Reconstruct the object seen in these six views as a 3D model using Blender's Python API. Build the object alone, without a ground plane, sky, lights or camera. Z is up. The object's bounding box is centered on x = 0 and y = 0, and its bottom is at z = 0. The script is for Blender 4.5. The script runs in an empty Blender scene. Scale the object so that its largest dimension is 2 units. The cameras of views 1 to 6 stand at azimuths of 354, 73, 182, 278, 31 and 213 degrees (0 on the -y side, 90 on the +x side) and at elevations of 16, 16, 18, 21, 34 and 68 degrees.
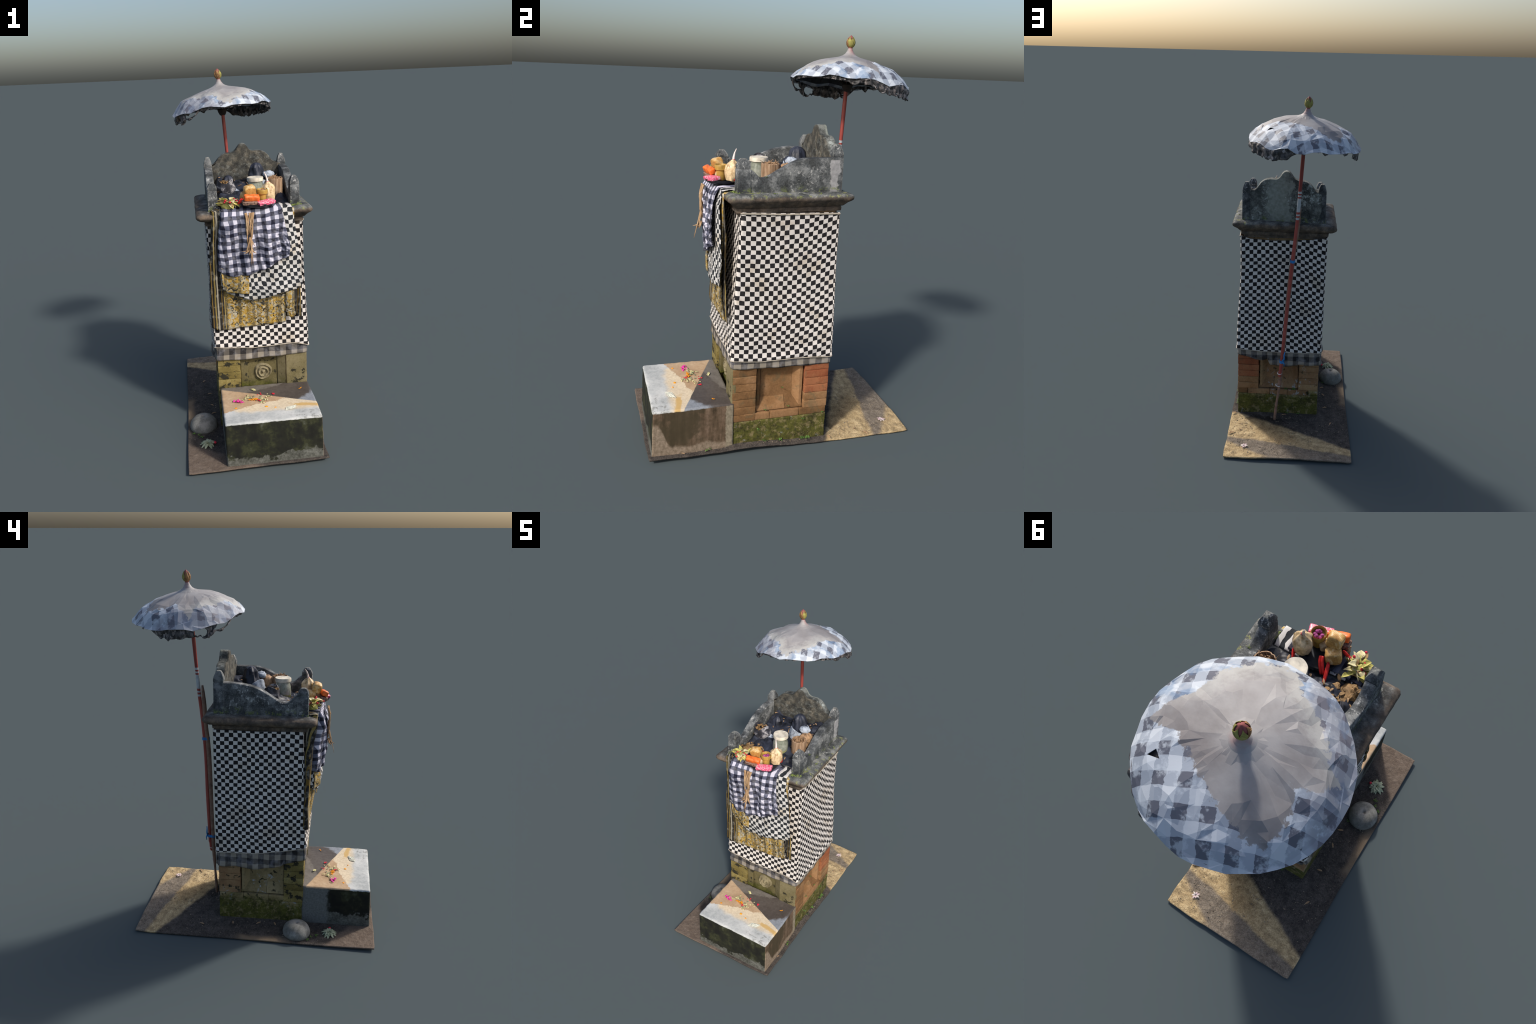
import bpy, bmesh, math, random
from mathutils import Vector, noise, Matrix

random.seed(7)
R = random.Random(11)
TAU = 2 * math.pi


# ---------------------------------------------------------------- helpers
def nz(x, y, z, s=1.0, o=0.0):
    return noise.noise(Vector((x * s + o, y * s + o * 1.7, z * s - o)))


def fb(x, y, z, s=1.0, o=0.0, oct=3):
    v, a, t = 0.0, 1.0, 0.0
    for i in range(oct):
        v += a * nz(x, y, z, s * 2 ** i, o + 3.1 * i)
        t += a
        a *= 0.5
    return v / t


def lerp(a, b, t):
    return a + (b - a) * t


def pl(pts, x):
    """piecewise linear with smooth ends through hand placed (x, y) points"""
    if x <= pts[0][0]:
        return pts[0][1]
    for (x0, y0), (x1, y1) in zip(pts, pts[1:]):
        if x <= x1:
            return lerp(y0, y1, (x - x0) / (x1 - x0) if x1 > x0 else 0)
    return pts[-1][1]


def sstep(a, b, x):
    t = max(0.0, min(1.0, (x - a) / (b - a)))
    return t * t * (3 - 2 * t)


def thing(name, loc, label, category):
    e = bpy.data.objects.new(name, None)
    e.location = loc
    e.empty_display_size = 0.05
    bpy.context.collection.objects.link(e)
    e["label"] = label
    e["category"] = category
    return e


def attach(ob, parent):
    if parent is not None:
        ob.parent = parent
        root = parent
        m = Matrix.Identity(4)
        while root is not None:
            m = Matrix.Translation(root.location) @ m if root.type == 'EMPTY' else m
            root = root.parent
        ob.matrix_parent_inverse = m.inverted()


def mesh(name, verts, faces, mat, parent, smooth=True, angle=None, solid=0.0, offset=-1.0, kind=None):
    me = bpy.data.meshes.new(name)
    me.from_pydata([tuple(v) for v in verts], [], faces)
    me.update()
    ob = bpy.data.objects.new(name, me)
    bpy.context.collection.objects.link(ob)
    me.materials.append(mat)
    bm = bmesh.new()
    bm.from_mesh(me)
    bmesh.ops.recalc_face_normals(bm, faces=bm.faces)
    if solid:
        bm.to_mesh(me)
        bm.free()
        mod = ob.modifiers.new("solid", 'SOLIDIFY')
        mod.thickness = solid
        mod.offset = offset
        dg = bpy.context.evaluated_depsgraph_get()
        me2 = bpy.data.meshes.new_from_object(ob.evaluated_get(dg))
        ob.modifiers.clear()
        ob.data = me2
        bpy.data.meshes.remove(me)
        me = me2
        me.name = name
    else:
        bm.to_mesh(me)
        bm.free()
    for p in me.polygons:
        p.use_smooth = smooth
    if angle and smooth:
        me.set_sharp_from_angle(angle=math.radians(angle))
    attach(ob, parent)
    if kind:
        ob["kind"] = kind
    return ob


def grid_faces(nu, nv, closed_u=False, base=0, skip=None):
    f = []
    for j in range(nv - 1):
        for i in range(nu if closed_u else nu - 1):
            if skip and skip(i, j):
                continue
            a = base + j * nu + i
            b = base + j * nu + (i + 1) % nu
            f.append((a, b, b + nu, a + nu))
    return f


def surface(name, fn, nu, nv, mat, parent, closed_u=False, smooth=True, solid=0.0, offset=-1, angle=None, skip=None, kind=None):
    v = []
    for j in range(nv):
        for i in range(nu):
            v.append(fn(i / (nu if closed_u else nu - 1), j / (nv - 1)))
    f = grid_faces(nu, nv, closed_u, 0, skip)
    return mesh(name, v, f, mat, parent, smooth, angle, solid, offset, kind)


def block_geo(lo, hi, res, bevel, disp=None):
    """box with rounded edges, every face gridded, then displaced along its normal"""
    lo, hi = Vector(lo), Vector(hi)
    il, ih = lo + Vector((bevel,) * 3), hi - Vector((bevel,) * 3)
    idx, verts, faces = {}, [], []
    n = [max(2, int(round((hi[k] - lo[k]) / res))) for k in range(3)]

    def cuts(k):
        m = n[k]
        c = [lo[k] + (hi[k] - lo[k]) * i / m for i in range(m + 1)]
        if bevel > 0 and res > bevel:
            c = sorted(set([round(q, 6) for q in c + [lo[k] + bevel * .35, lo[k] + bevel, hi[k] - bevel, hi[k] - bevel * .35]]))
        return c
    C = [cuts(k) for k in range(3)]

    def vert(p):
        key = (round(p[0], 5), round(p[1], 5), round(p[2], 5))
        if key in idx:
            return idx[key]
        p = Vector(p)
        q = Vector([min(max(p[k], il[k]), ih[k]) for k in range(3)])
        d = p - q
        nrm = d.normalized() if d.length > 1e-9 else Vector((0, 0, 1))
        w = q + nrm * bevel if d.length > 1e-9 else p
        if disp:
            w = w + nrm * disp(w, nrm)
        idx[key] = len(verts)
        verts.append(w)
        return idx[key]
    for k in range(3):
        a, b = (k + 1) % 3, (k + 2) % 3
        for side in (0, 1):
            val = hi[k] if side else lo[k]
            for i in range(len(C[a]) - 1):
                for j in range(len(C[b]) - 1):
                    q = []
                    for (s, t) in ((i, j), (i + 1, j), (i + 1, j + 1), (i, j + 1)):
                        p = [0, 0, 0]
                        p[k], p[a], p[b] = val, C[a][s], C[b][t]
                        q.append(vert(p))
                    faces.append(tuple(q) if side else tuple(reversed(q)))
    return verts, faces


def block(name, lo, hi, res, bevel, mat, parent, disp=None, xf=None, kind=None):
    v, f = block_geo(lo, hi, res, bevel, disp)
    if xf:
        v = [xf @ p for p in v]
    return mesh(name, v, f, mat, parent, kind=kind)


def lathe_geo(profile, n, c=(0, 0, 0), wob=None, axis=None):
    """profile: (radius, height) from bottom to top; capped at both ends"""
    v, f = [], []
    for j, (r, h) in enumerate(profile):
        for i in range(n):
            a = TAU * i / n
            rr = r * (1 + (wob(a, h, j) if wob else 0))
            p = Vector((rr * math.cos(a), rr * math.sin(a), h))
            if axis is not None:
                p = axis @ p
            v.append(p + Vector(c))
    f = grid_faces(n, len(profile), True)
    if profile[0][0] > 1e-6:
        f.append(tuple(reversed(range(n))))
    if profile[-1][0] > 1e-6:
        b = (len(profile) - 1) * n
        f.append(tuple(b + i for i in range(n)))
    return v, f


def lathe(name, profile, n, c, mat, parent, wob=None, axis=None, smooth=True, angle=40, kind=None):
    v, f = lathe_geo(profile, n, c, wob, axis)
    return mesh(name, v, f, mat, parent, smooth, angle, kind=kind)


def tube_geo(pts, rad, n=8, base=0, cap=True):
    pts = [Vector(p) for p in pts]
    v, f = [], []
    up = Vector((0.31, 0.2, 0.93))
    for i, p in enumerate(pts):
        t = (pts[min(i + 1, len(pts) - 1)] - pts[max(i - 1, 0)]).normalized()
        a = t.cross(up)
        if a.length < 0.05:
            a = t.cross(Vector((1, 0, 0)))
        a.normalize()
        b = t.cross(a)
        r = rad(i / (len(pts) - 1)) if callable(rad) else rad
        for k in range(n):
            w = TAU * k / n
            v.append(p + (a * math.cos(w) + b * math.sin(w)) * r)
    f = grid_faces(n, len(pts), True, base)
    if cap:
        f.append(tuple(base + k for k in reversed(range(n))))
        e = base + (len(pts) - 1) * n
        f.append(tuple(e + k for k in range(n)))
    return v, f


def tube(name, pts, rad, mat, parent, n=8, kind=None):
    v, f = tube_geo(pts, rad, n)
    return mesh(name, v, f, mat, parent, angle=50, kind=kind)


def join_geo(parts):
    v, f = [], []
    for pv, pf in parts:
        b = len(v)
        v += list(pv)
        f += [tuple(b + i for i in q) for q in pf]
    return v, f


def leaf_geo(base, direction, up, length, width, curl=0.3, nu=5, seg=6, fold=0.15, shape=1.0, lift=0.0, thick=0.0012):
    """pointed leaf with a mid fold and real (thin) depth"""
    d = Vector(direction).normalized()
    u = Vector(up)
    s = d.cross(u).normalized()
    u = s.cross(d).normalized()
    v, f = [], []
    for side in (1, -1):
        for j in range(seg + 1):
            t = j / seg
            w = width * (math.sin(math.pi * min(1, t ** shape * 0.92 + 0.08)) * 0.98 + 0.02) * 0.5
            for i in range(nu):
                q = 2 * i / (nu - 1) - 1
                h = length * (lift * t - curl * t * t) + fold * w * abs(q) * 1.6
                v.append(Vector(base) + d * (length * t) + s * (w * q) + u * (h + side * thick * 0.5))
    m = nu * (seg + 1)
    f += grid_faces(nu, seg + 1)
    f += [tuple(reversed(q)) for q in grid_faces(nu, seg + 1, False, m)]
    for j in range(seg):
        for i in (0, nu - 1):
            a = j * nu + i
            f.append((a, a + nu, m + a + nu, m + a))
    for i in range(nu - 1):
        for j in (0, seg):
            a = j * nu + i
            f.append((a, a + 1, m + a + 1, m + a))
    return v, f


def blob_geo(c, rx, ry, rz, amp=0.2, s=40, seed=0.0, nu=20, nv=12, zmin=None):
    v = []
    for j in range(nv + 1):
        ph = math.pi * j / nv
        for i in range(nu):
            a = TAU * i / nu
            d = Vector((math.sin(ph) * math.cos(a), math.sin(ph) * math.sin(a), math.cos(ph)))
            k = 1 + amp * fb(d.x, d.y, d.z, s, seed, 3)
            p = Vector((c[0] + rx * d.x * k, c[1] + ry * d.y * k, c[2] + rz * d.z * k))
            if zmin is not None:
                p.z = max(p.z, zmin)
            v.append(p)
    return v, grid_faces(nu, nv + 1, True)


# ---------------------------------------------------------------- material nodes
class Mat:
    def __init__(self, name, rough=0.85, spec=0.3):
        self.m = bpy.data.materials.new(name)
        self.m.use_nodes = True
        self.t = self.m.node_tree
        self.b = self.t.nodes["Principled BSDF"]
        self.b.inputs["Roughness"].default_value = rough
        self.b.inputs["Specular IOR Level"].default_value = spec
        self._co = None

    def n(self, typ, **kw):
        nd = self.t.nodes.new(typ)
        for k, v in kw.items():
            setattr(nd, k, v)
        return nd

    def put(self, sock, val):
        if isinstance(val, bpy.types.NodeSocket):
            self.t.links.new(val, sock)
        elif isinstance(val, (tuple, list)) and len(val) == 3 and sock.type == 'RGBA':
            sock.default_value = (*val, 1)
        else:
            sock.default_value = val

    def co(self):
        if not self._co:
            self._co = self.n("ShaderNodeTexCoord").outputs["Object"]
        return self._co

    def xyz(self):
        if not hasattr(self, "_xyz"):
            s = self.n("ShaderNodeSeparateXYZ")
            self.put(s.inputs[0], self.co())
            self._xyz = (s.outputs[0], s.outputs[1], s.outputs[2])
        return self._xyz

    def scaled(self, sx, sy, sz):
        m = self.n("ShaderNodeMapping")
        self.put(m.inputs[0], self.co())
        m.inputs["Scale"].default_value = (sx, sy, sz)
        return m.outputs[0]

    def noise(self, scale, detail=4, rough=0.55, vec=None, dist=0.0, color=False):
        nd = self.n("ShaderNodeTexNoise")
        self.put(nd.inputs["Vector"], vec or self.co())
        nd.inputs["Scale"].default_value = scale
        nd.inputs["Detail"].default_value = detail
        nd.inputs["Roughness"].default_value = rough
        nd.inputs["Distortion"].default_value = dist
        return nd.outputs[1] if color else nd.outputs[0]

    def vor(self, scale, feature='F1', vec=None, out=0):
        nd = self.n("ShaderNodeTexVoronoi", feature=feature)
        self.put(nd.inputs["Vector"], vec or self.co())
        nd.inputs["Scale"].default_value = scale
        return nd.outputs[out]

    def math(self, op, a, b=0.0, c=None, clamp=False):
        nd = self.n("ShaderNodeMath", operation=op, use_clamp=clamp)
        self.put(nd.inputs[0], a)
        self.put(nd.inputs[1], b)
        if c is not None:
            self.put(nd.inputs[2], c)
        return nd.outputs[0]

    def add(self, a, b): return self.math('ADD', a, b)
    def sub(self, a, b): return self.math('SUBTRACT', a, b)
    def mul(self, a, b): return self.math('MULTIPLY', a, b)

    def lin(self, terms, const=0.0):
        """sum of k * socket"""
        r = None
        for k, s in terms:
            q = self.mul(s, k)
            r = q if r is None else self.add(r, q)
        return self.add(r, const)

    def step(self, x, a, b):
        """0 below a, 1 above b (smooth)"""
        nd = self.n("ShaderNodeMapRange", interpolation_type='SMOOTHSTEP')
        self.put(nd.inputs[0], x)
        lo, hi, f, t = (a, b, 0.0, 1.0) if a < b else (b, a, 1.0, 0.0)
        nd.inputs[1].default_value = lo
        nd.inputs[2].default_value = hi
        nd.inputs[3].default_value = f
        nd.inputs[4].default_value = t
        return nd.outputs[0]

    def ramp(self, fac, stops):
        nd = self.n("ShaderNodeValToRGB")
        self.put(nd.inputs[0], fac)
        e = nd.color_ramp.elements
        while len(e) < len(stops):
            e.new(0.5)
        for k, (p, c) in zip(e, stops):
            k.position = p
            k.color = (*c, 1)
        return nd.outputs[0]

    def mix(self, fac, a, b, blend='MIX'):
        nd = self.n("ShaderNodeMix", data_type='RGBA', blend_type=blend)
        self.put(nd.inputs[0], fac)
        self.put(nd.inputs[6], a)
        self.put(nd.inputs[7], b)
        return nd.outputs[2]

    def rand(self):
        return self.n("ShaderNodeObjectInfo").outputs["Random"]

    def bump(self, h, strength=0.3, dist=0.004):
        nd = self.n("ShaderNodeBump")
        nd.inputs["Strength"].default_value = strength
        nd.inputs["Distance"].default_value = dist
        self.put(nd.inputs["Height"], h)
        self.put(self.b.inputs["Normal"], nd.outputs[0])

    def parity(self, a, c):
        """0 / 1 alternating bands of width c"""
        return self.math('FLOORED_MODULO', self.math('FLOOR', self.math('DIVIDE', a, c)), 2.0)

    def done(self, col, rough=None):
        self.put(self.b.inputs["Base Color"], col)
        if rough is not None:
            self.put(self.b.inputs["Roughness"], rough)
        return self.m


def plain(name, c, var=0.25, scale=40, rough=0.7, dark=None, bump=0.15):
    m = Mat(name, rough)
    d = dark or tuple(x * (1 - var * 1.6) for x in c)
    l = tuple(min(1, x * (1 + var)) for x in c)
    nn = m.noise(scale, 5, 0.6)
    col = m.ramp(nn, [(0.3, d), (0.5, c), (0.72, l)])
    if bump:
        m.bump(nn, bump, 0.003)
    return m.done(col)


def stone_mat(name, dark, mid, light, moss=None, lichen=(0.42, 0.45, 0.42), lich=0.6, scale=14, extra=None, worn=0.0):
    m = Mat(name, 0.9, 0.25)
    big = m.noise(scale, 6, 0.62)
    fine = m.noise(scale * 9, 4, 0.7)
    f = m.lin([(0.75, big), (0.25, fine)])
    col = m.ramp(f, [(0.39, dark), (0.5, mid), (0.61, light)])
    sp = m.noise(scale * 3.2, 5, 0.7, dist=0.6)
    k = m.mul(m.step(sp, lich, lich + 0.07), m.step(m.noise(scale * 0.5, 2), 0.42, 0.62))
    col = m.mix(k, col, lichen)
    if worn:
        pt = m.n("ShaderNodeNewGeometry").outputs["Pointiness"]
        col = m.mix(m.mul(m.mul(m.step(pt, 0.53, 0.60), m.step(fine, 0.38, 0.55)), worn), col, (0.34, 0.34, 0.30))
    if extra:
        col = extra(m, col)
    if moss:
        col = moss(m, col)
    m.bump(m.lin([(0.6, big), (0.4, fine)]), 0.55, 0.006)
    return m.done(col)


# --- stone, brick, soil
def throne_moss(m, col):
    x, y, z = m.xyz()
    k = m.mul(m.step(m.noise(38, 4, 0.6), 0.52, 0.6), m.step(m.add(z, m.mul(m.noise(15), 0.08)), 1.365, 1.325))
    return m.mix(k, col, m.ramp(m.noise(90), [(0.35, (0.10, 0.13, 0.05)), (0.65, (0.24, 0.27, 0.10))]))


def panel_plaster(m, col):
    x, y, z = m.xyz()
    w = m.mul(m.sub(m.noise(22, 4, 0.6), 0.5), 0.09)
    yy = m.add(y, w)
    k = m.mul(m.mul(m.step(yy, 0.165, 0.172), m.step(yy, 0.218, 0.212)), m.mul(m.step(x, 0.28, 0.29), m.step(z, 1.44, 1.435)))
    return m.mix(k, col, m.ramp(m.noise(40, 5, 0.65), [(0.35, (0.23, 0.23, 0.235)), (0.65, (0.37, 0.365, 0.365))]))


def back_pale(m, col):
    x, y, z = m.xyz()
    d = m.add(m.math('ABSOLUTE', m.sub(x, 0.1)), m.mul(m.sub(m.noise(16, 5, 0.65), 0.5), 0.28))
    k = m.mul(m.step(d, 0.085, 0.065), m.step(y, 0.21, 0.225))
    col = m.mix(k, col, m.ramp(m.noise(60), [(0.3, (0.20, 0.22, 0.19)), (0.7, (0.32, 0.34, 0.31))]))
    kf = m.step(y, 0.19, 0.18)
    return m.mix(m.mul(kf, 0.75), col, m.ramp(m.noise(30, 6, 0.7), [(0.38, (0.018, 0.017, 0.015)), (0.52, (0.055, 0.049, 0.038)), (0.66, (0.15, 0.128, 0.093))]))


M_panel = stone_mat("throne_stone", (0.032, 0.035, 0.037), (0.078, 0.084, 0.088), (0.205, 0.212, 0.212), throne_moss, (0.40, 0.40, 0.385), 0.55, 17, panel_plaster, 0.5)
M_back = stone_mat("throne_back_stone", (0.026, 0.03, 0.03), (0.075, 0.08, 0.076), (0.20, 0.21, 0.195), throne_moss, (0.38, 0.41, 0.39), 0.52, 16, back_pale, 0.5)


def cornice_extra(m, col):
    x, y, z = m.xyz()
    k = m.step(m.add(z, m.mul(m.sub(m.noise(20), 0.5), 0.02)), 1.286, 1.270)
    col = m.mix(m.mul(k, 0.85), col, m.ramp(m.noise(26, 6, 0.7), [(0.35, (0.05, 0.038, 0.03)), (0.52, (0.115, 0.085, 0.062)), (0.68, (0.23, 0.165, 0.11))]))
    k2 = m.mul(m.step(m.noise(40, 4, 0.65), 0.56, 0.62), m.mul(m.step(x, 0.22, 0.30), m.step(z, 1.268, 1.280)))
    return m.mix(m.mul(k2, 0.8), col, m.ramp(m.noise(120, 3), [(0.35, (0.13, 0.15, 0.05)), (0.65, (0.32, 0.32, 0.14))]))


M_cornice = stone_mat("cornice_stone", (0.038, 0.041, 0.041), (0.10, 0.105, 0.103), (0.24, 0.243, 0.23), None, (0.36, 0.37, 0.34), 0.56, 17, cornice_extra)


def moss_low(m, col, top=0.15, amt=1.0):
    x, y, z = m.xyz()
    zz = m.add(z, m.lin([(0.17, m.noise(9, 4, 0.6)), (0.07, m.noise(60, 4, 0.7))], -0.12))
    k = m.mul(m.step(zz, top + 0.012, top - 0.055), amt)
    mv = m.lin([(0.5, m.noise(13, 4, 0.6)), (0.5, m.noise(90, 5, 0.7))])
    mc = m.ramp(mv, [(0.34, (0.016, 0.016, 0.006)), (0.45, (0.046, 0.047, 0.010)), (0.54, (0.085, 0.088, 0.014)), (0.66, (0.135, 0.125, 0.030))])
    k2 = m.mul(k, m.step(m.noise(34, 5, 0.7), 0.36, 0.50))
    return m.mix(m.lin([(0.45, k), (0.5, k2)]), col, mc)


def brick_mat(name, stops, stain=0.0, moss_top=0.15, white=0.0):
    m = Mat(name, 0.92, 0.2)
    big = m.noise(11, 5, 0.6)
    f = m.lin([(0.62, big), (0.42, m.noise(95, 5, 0.75)), (0.24, m.rand())], -0.14)
    col = m.ramp(f, stops)
    pit = m.mul(m.step(m.noise(70, 5, 0.75), 0.60, 0.68), 0.55)
    col = m.mix(pit, col, tuple(q * 0.3 for q in stops[0][1]))
    gr = m.mul(m.step(m.noise(16, 5, 0.65, dist=0.5), 0.54, 0.66), 0.45)
    col = m.mix(gr, col, (0.115, 0.10, 0.055))
    if stain:
        col = m.mix(m.step(m.noise(24, 5, 0.65), 0.62 - stain * 0.1, 0.68 - stain * 0.1), col, (0.03, 0.028, 0.018))
    if white:
        k = m.mul(m.step(m.noise(42, 5, 0.65), 0.57, 0.61), m.step(m.noise(7, 2), 0.5, 0.58))
        col = m.mix(m.mul(k, white), col, (0.33, 0.34, 0.33))
    col = moss_low(m, col, moss_top)
    m.bump(m.lin([(0.5, m.noise(60, 5, 0.7)), (0.5, m.noise(180, 3, 0.7))]), 0.5, 0.004)
    return m.done(col)


M_brick_tan = brick_mat("brick_tan", [(0.3, (0.125, 0.066, 0.028)), (0.5, (0.225, 0.118, 0.05)), (0.7, (0.33, 0.185, 0.09))], 0.0, 0.15)
M_brick_red = brick_mat("brick_red", [(0.3, (0.16, 0.045, 0.02)), (0.5, (0.27, 0.082, 0.036)), (0.7, (0.34, 0.135, 0.062))], 0.0, 0.13)
M_brick_yel = brick_mat("brick_ochre", [(0.3, (0.11, 0.085, 0.026)), (0.5, (0.195, 0.152, 0.05)), (0.7, (0.30, 0.25, 0.10))], 0.9, 0.17, 0.0)
M_brick_left = brick_mat("brick_weathered", [(0.3, (0.17, 0.13, 0.06)), (0.5, (0.29, 0.22, 0.11)), (0.7, (0.36, 0.28, 0.15))], 0.4, 0.19, 1.0)
M_brick_back = brick_mat("brick_russet", [(0.3, (0.17, 0.095, 0.045)), (0.5, (0.28, 0.16, 0.08)), (0.7, (0.36, 0.24, 0.12))], 0.3, 0.155, 0.9)
M_plaster = brick_mat("plaster_olive", [(0.3, (0.095, 0.08, 0.034)), (0.5, (0.155, 0.13, 0.062)), (0.7, (0.225, 0.19, 0.105))], 0.45, 0.29)
M_rosette = brick_mat("relief_stone", [(0.3, (0.12, 0.10, 0.055)), (0.5, (0.20, 0.17, 0.098)), (0.7, (0.28, 0.24, 0.15))], 0.0, 0.05)


def bench_mat():
    m = Mat("bench_concrete", 0.8, 0.3)
    x, y, z = m.xyz()
    n1 = m.sub(m.noise(14, 5, 0.6), 0.5)
    n2 = m.sub(m.noise(40, 4, 0.6), 0.5)
    geo = m.n("ShaderNodeNewGeometry")
    # ---- top slab colours: pale plaster in front, tan silt, dark wet behind
    grain = m.noise(90, 5, 0.7)
    pale = m.ramp(m.lin([(0.6, m.noise(9, 4)), (0.4, grain)]), [(0.35, (0.36, 0.375, 0.37)), (0.5, (0.50, 0.51, 0.495)), (0.68, (0.63, 0.625, 0.60))])
    warm = m.mul(m.step(m.add(m.lin([(1.0, y), (0.02, x)]), m.mul(n1, 0.06)), -0.575, -0.535), m.step(m.add(m.lin([(1.0, x)]), m.mul(n1, 0.1)), -0.13, -0.09))
    pale = m.mix(m.mul(warm, 0.8), pale, m.ramp(grain, [(0.3, (0.58, 0.44, 0.27)), (0.7, (0.80, 0.66, 0.45))]))
    # rust streak near the right edge
    st = m.add(m.lin([(1.0, y), (0.22, x)]), m.mul(n1, 0.035))
    rust = m.mul(m.mul(m.step(st, -0.485, -0.47), m.step(st, -0.445, -0.455)), m.step(m.add(x, m.mul(n2, 0.08)), 0.17, 0.24))
    pale = m.mix(m.mul(rust, 0.85), pale, (0.56, 0.35, 0.11))
    smear = m.mul(m.step(m.noise(30, 6, 0.75), 0.5, 0.6), m.mul(m.step(x, 0.15, 0.21), m.step(y, -0.565, -0.59)))
    pale = m.mix(m.mul(smear, 0.7), pale, (0.20, 0.20, 0.18))
    # tan silt: boundary runs obliquely from the left edge towards the right
    b = m.add(m.lin([(1.0, y), (-0.30, x)], -0.004), m.lin([(0.14, n1), (0.05, n2)]))
    silt = m.step(b, -0.495, -0.489)
    tan = m.ramp(m.lin([(0.5, m.noise(12, 3)), (0.5, grain)]), [(0.32, (0.36, 0.235, 0.135)), (0.5, (0.45, 0.31, 0.19)), (0.68, (0.54, 0.40, 0.26))])
    top = m.mix(silt, pale, tan)
    # cast shadow painted dark across the bench top, from back left to right edge
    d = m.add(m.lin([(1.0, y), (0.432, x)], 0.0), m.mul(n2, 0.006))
    painted_shadow = m.step(d, -0.362, -0.356)
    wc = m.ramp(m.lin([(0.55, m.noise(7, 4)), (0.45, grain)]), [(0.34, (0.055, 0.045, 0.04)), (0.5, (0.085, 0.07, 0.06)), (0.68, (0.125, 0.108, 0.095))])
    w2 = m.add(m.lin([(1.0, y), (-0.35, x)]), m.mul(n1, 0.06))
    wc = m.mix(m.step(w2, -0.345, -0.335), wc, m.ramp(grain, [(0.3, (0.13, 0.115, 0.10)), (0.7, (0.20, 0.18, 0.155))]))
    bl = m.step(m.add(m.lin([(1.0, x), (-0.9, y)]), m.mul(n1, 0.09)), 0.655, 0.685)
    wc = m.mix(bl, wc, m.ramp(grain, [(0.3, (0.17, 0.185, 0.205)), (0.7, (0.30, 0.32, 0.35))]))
    top = m.mix(painted_shadow, top, wc)
    # ---- sides: dark algae with paler worn plaster
    al = m.lin([(0.62, m.noise(7.5, 5, 0.6)), (0.38, m.noise(26, 5, 0.65))])
    zz = m.add(z, m.mul(n1, 0.10))
    lowpale = m.step(m.lin([(1.0, z), (0.26, m.noise(5.5, 4, 0.6)), (0.10, m.noise(30, 5, 0.7))], -0.18), 0.085, 0.070)
    algae = m.ramp(al, [(0.42, (0.009, 0.009, 0.007)), (0.51, (0.016, 0.017, 0.010)), (0.57, (0.035, 0.038, 0.016)), (0.63, (0.062, 0.065, 0.046)), (0.70, (0.13, 0.13, 0.112))])
    worn = m.ramp(m.lin([(0.5, grain), (0.5, m.noise(16, 5, 0.65))]), [(0.36, (0.04, 0.04, 0.033)), (0.5, (0.095, 0.097, 0.082)), (0.66, (0.19, 0.19, 0.17))])
    front = m.mix(lowpale, algae, worn)
    # right side: brown streaked plaster, pale rim by the column
    vs = m.noise(5, 4, 0.6, vec=m.scaled(1.0, 7.0, 0.8))
    brown = m.ramp(m.lin([(0.65, vs), (0.35, m.noise(45, 5, 0.7))]), [(0.38, (0.050, 0.034, 0.018)), (0.5, (0.105, 0.070, 0.042)), (0.62, (0.18, 0.122, 0.082))])
    dk = m.mul(m.step(m.add(m.math('ABSOLUTE', m.add(y, 0.53)), m.lin([(0.34, n1), (0.12, n2)])), 0.12, 0.05), m.step(zz, 0.05, 0.09))
    brown = m.mix(m.mul(dk, 0.8), brown, (0.055, 0.042, 0.022))
    brown = m.mix(m.step(m.add(m.add(z, m.mul(n1, 0.06)), m.mul(m.step(y, -0.56, -0.64), -0.12)), 0.075, 0.055), brown, m.ramp(m.noise(50, 5, 0.7), [(0.35, (0.15, 0.112, 0.075)), (0.65, (0.31, 0.24, 0.175))]))
    brown = m.mix(m.step(m.add(y, m.mul(n2, 0.02)), -0.305, -0.298), brown, m.ramp(m.noise(50, 5, 0.7), [(0.35, (0.17, 0.14, 0.095)), (0.65, (0.33, 0.28, 0.20))]))
    nx = m.n("ShaderNodeSeparateXYZ")
    m.put(nx.inputs[0], geo.outputs["True Normal"])
    side = m.mix(m.step(nx.outputs[0], 0.6, 0.7), front, brown)
    grayl = m.mul(m.step(nx.outputs[0], -0.6, -0.7), m.step(m.add(y, m.mul(n1, 0.12)), -0.43, -0.40))
    side = m.mix(grayl, side, m.ramp(grain, [(0.3, (0.10, 0.105, 0.10)), (0.7, (0.19, 0.195, 0.185))]))
    topmask = m.step(m.add(z, m.mul(n2, 0.012)), 0.2515, 0.2545)
    m.bump(m.lin([(0.5, grain), (0.5, m.noise(35, 4))]), 0.35, 0.004)
    return m.done(m.mix(topmask, side, top), m.lin([(-0.35, m.mul(painted_shadow, topmask))], 0.85))


M_bench = bench_mat()


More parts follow.
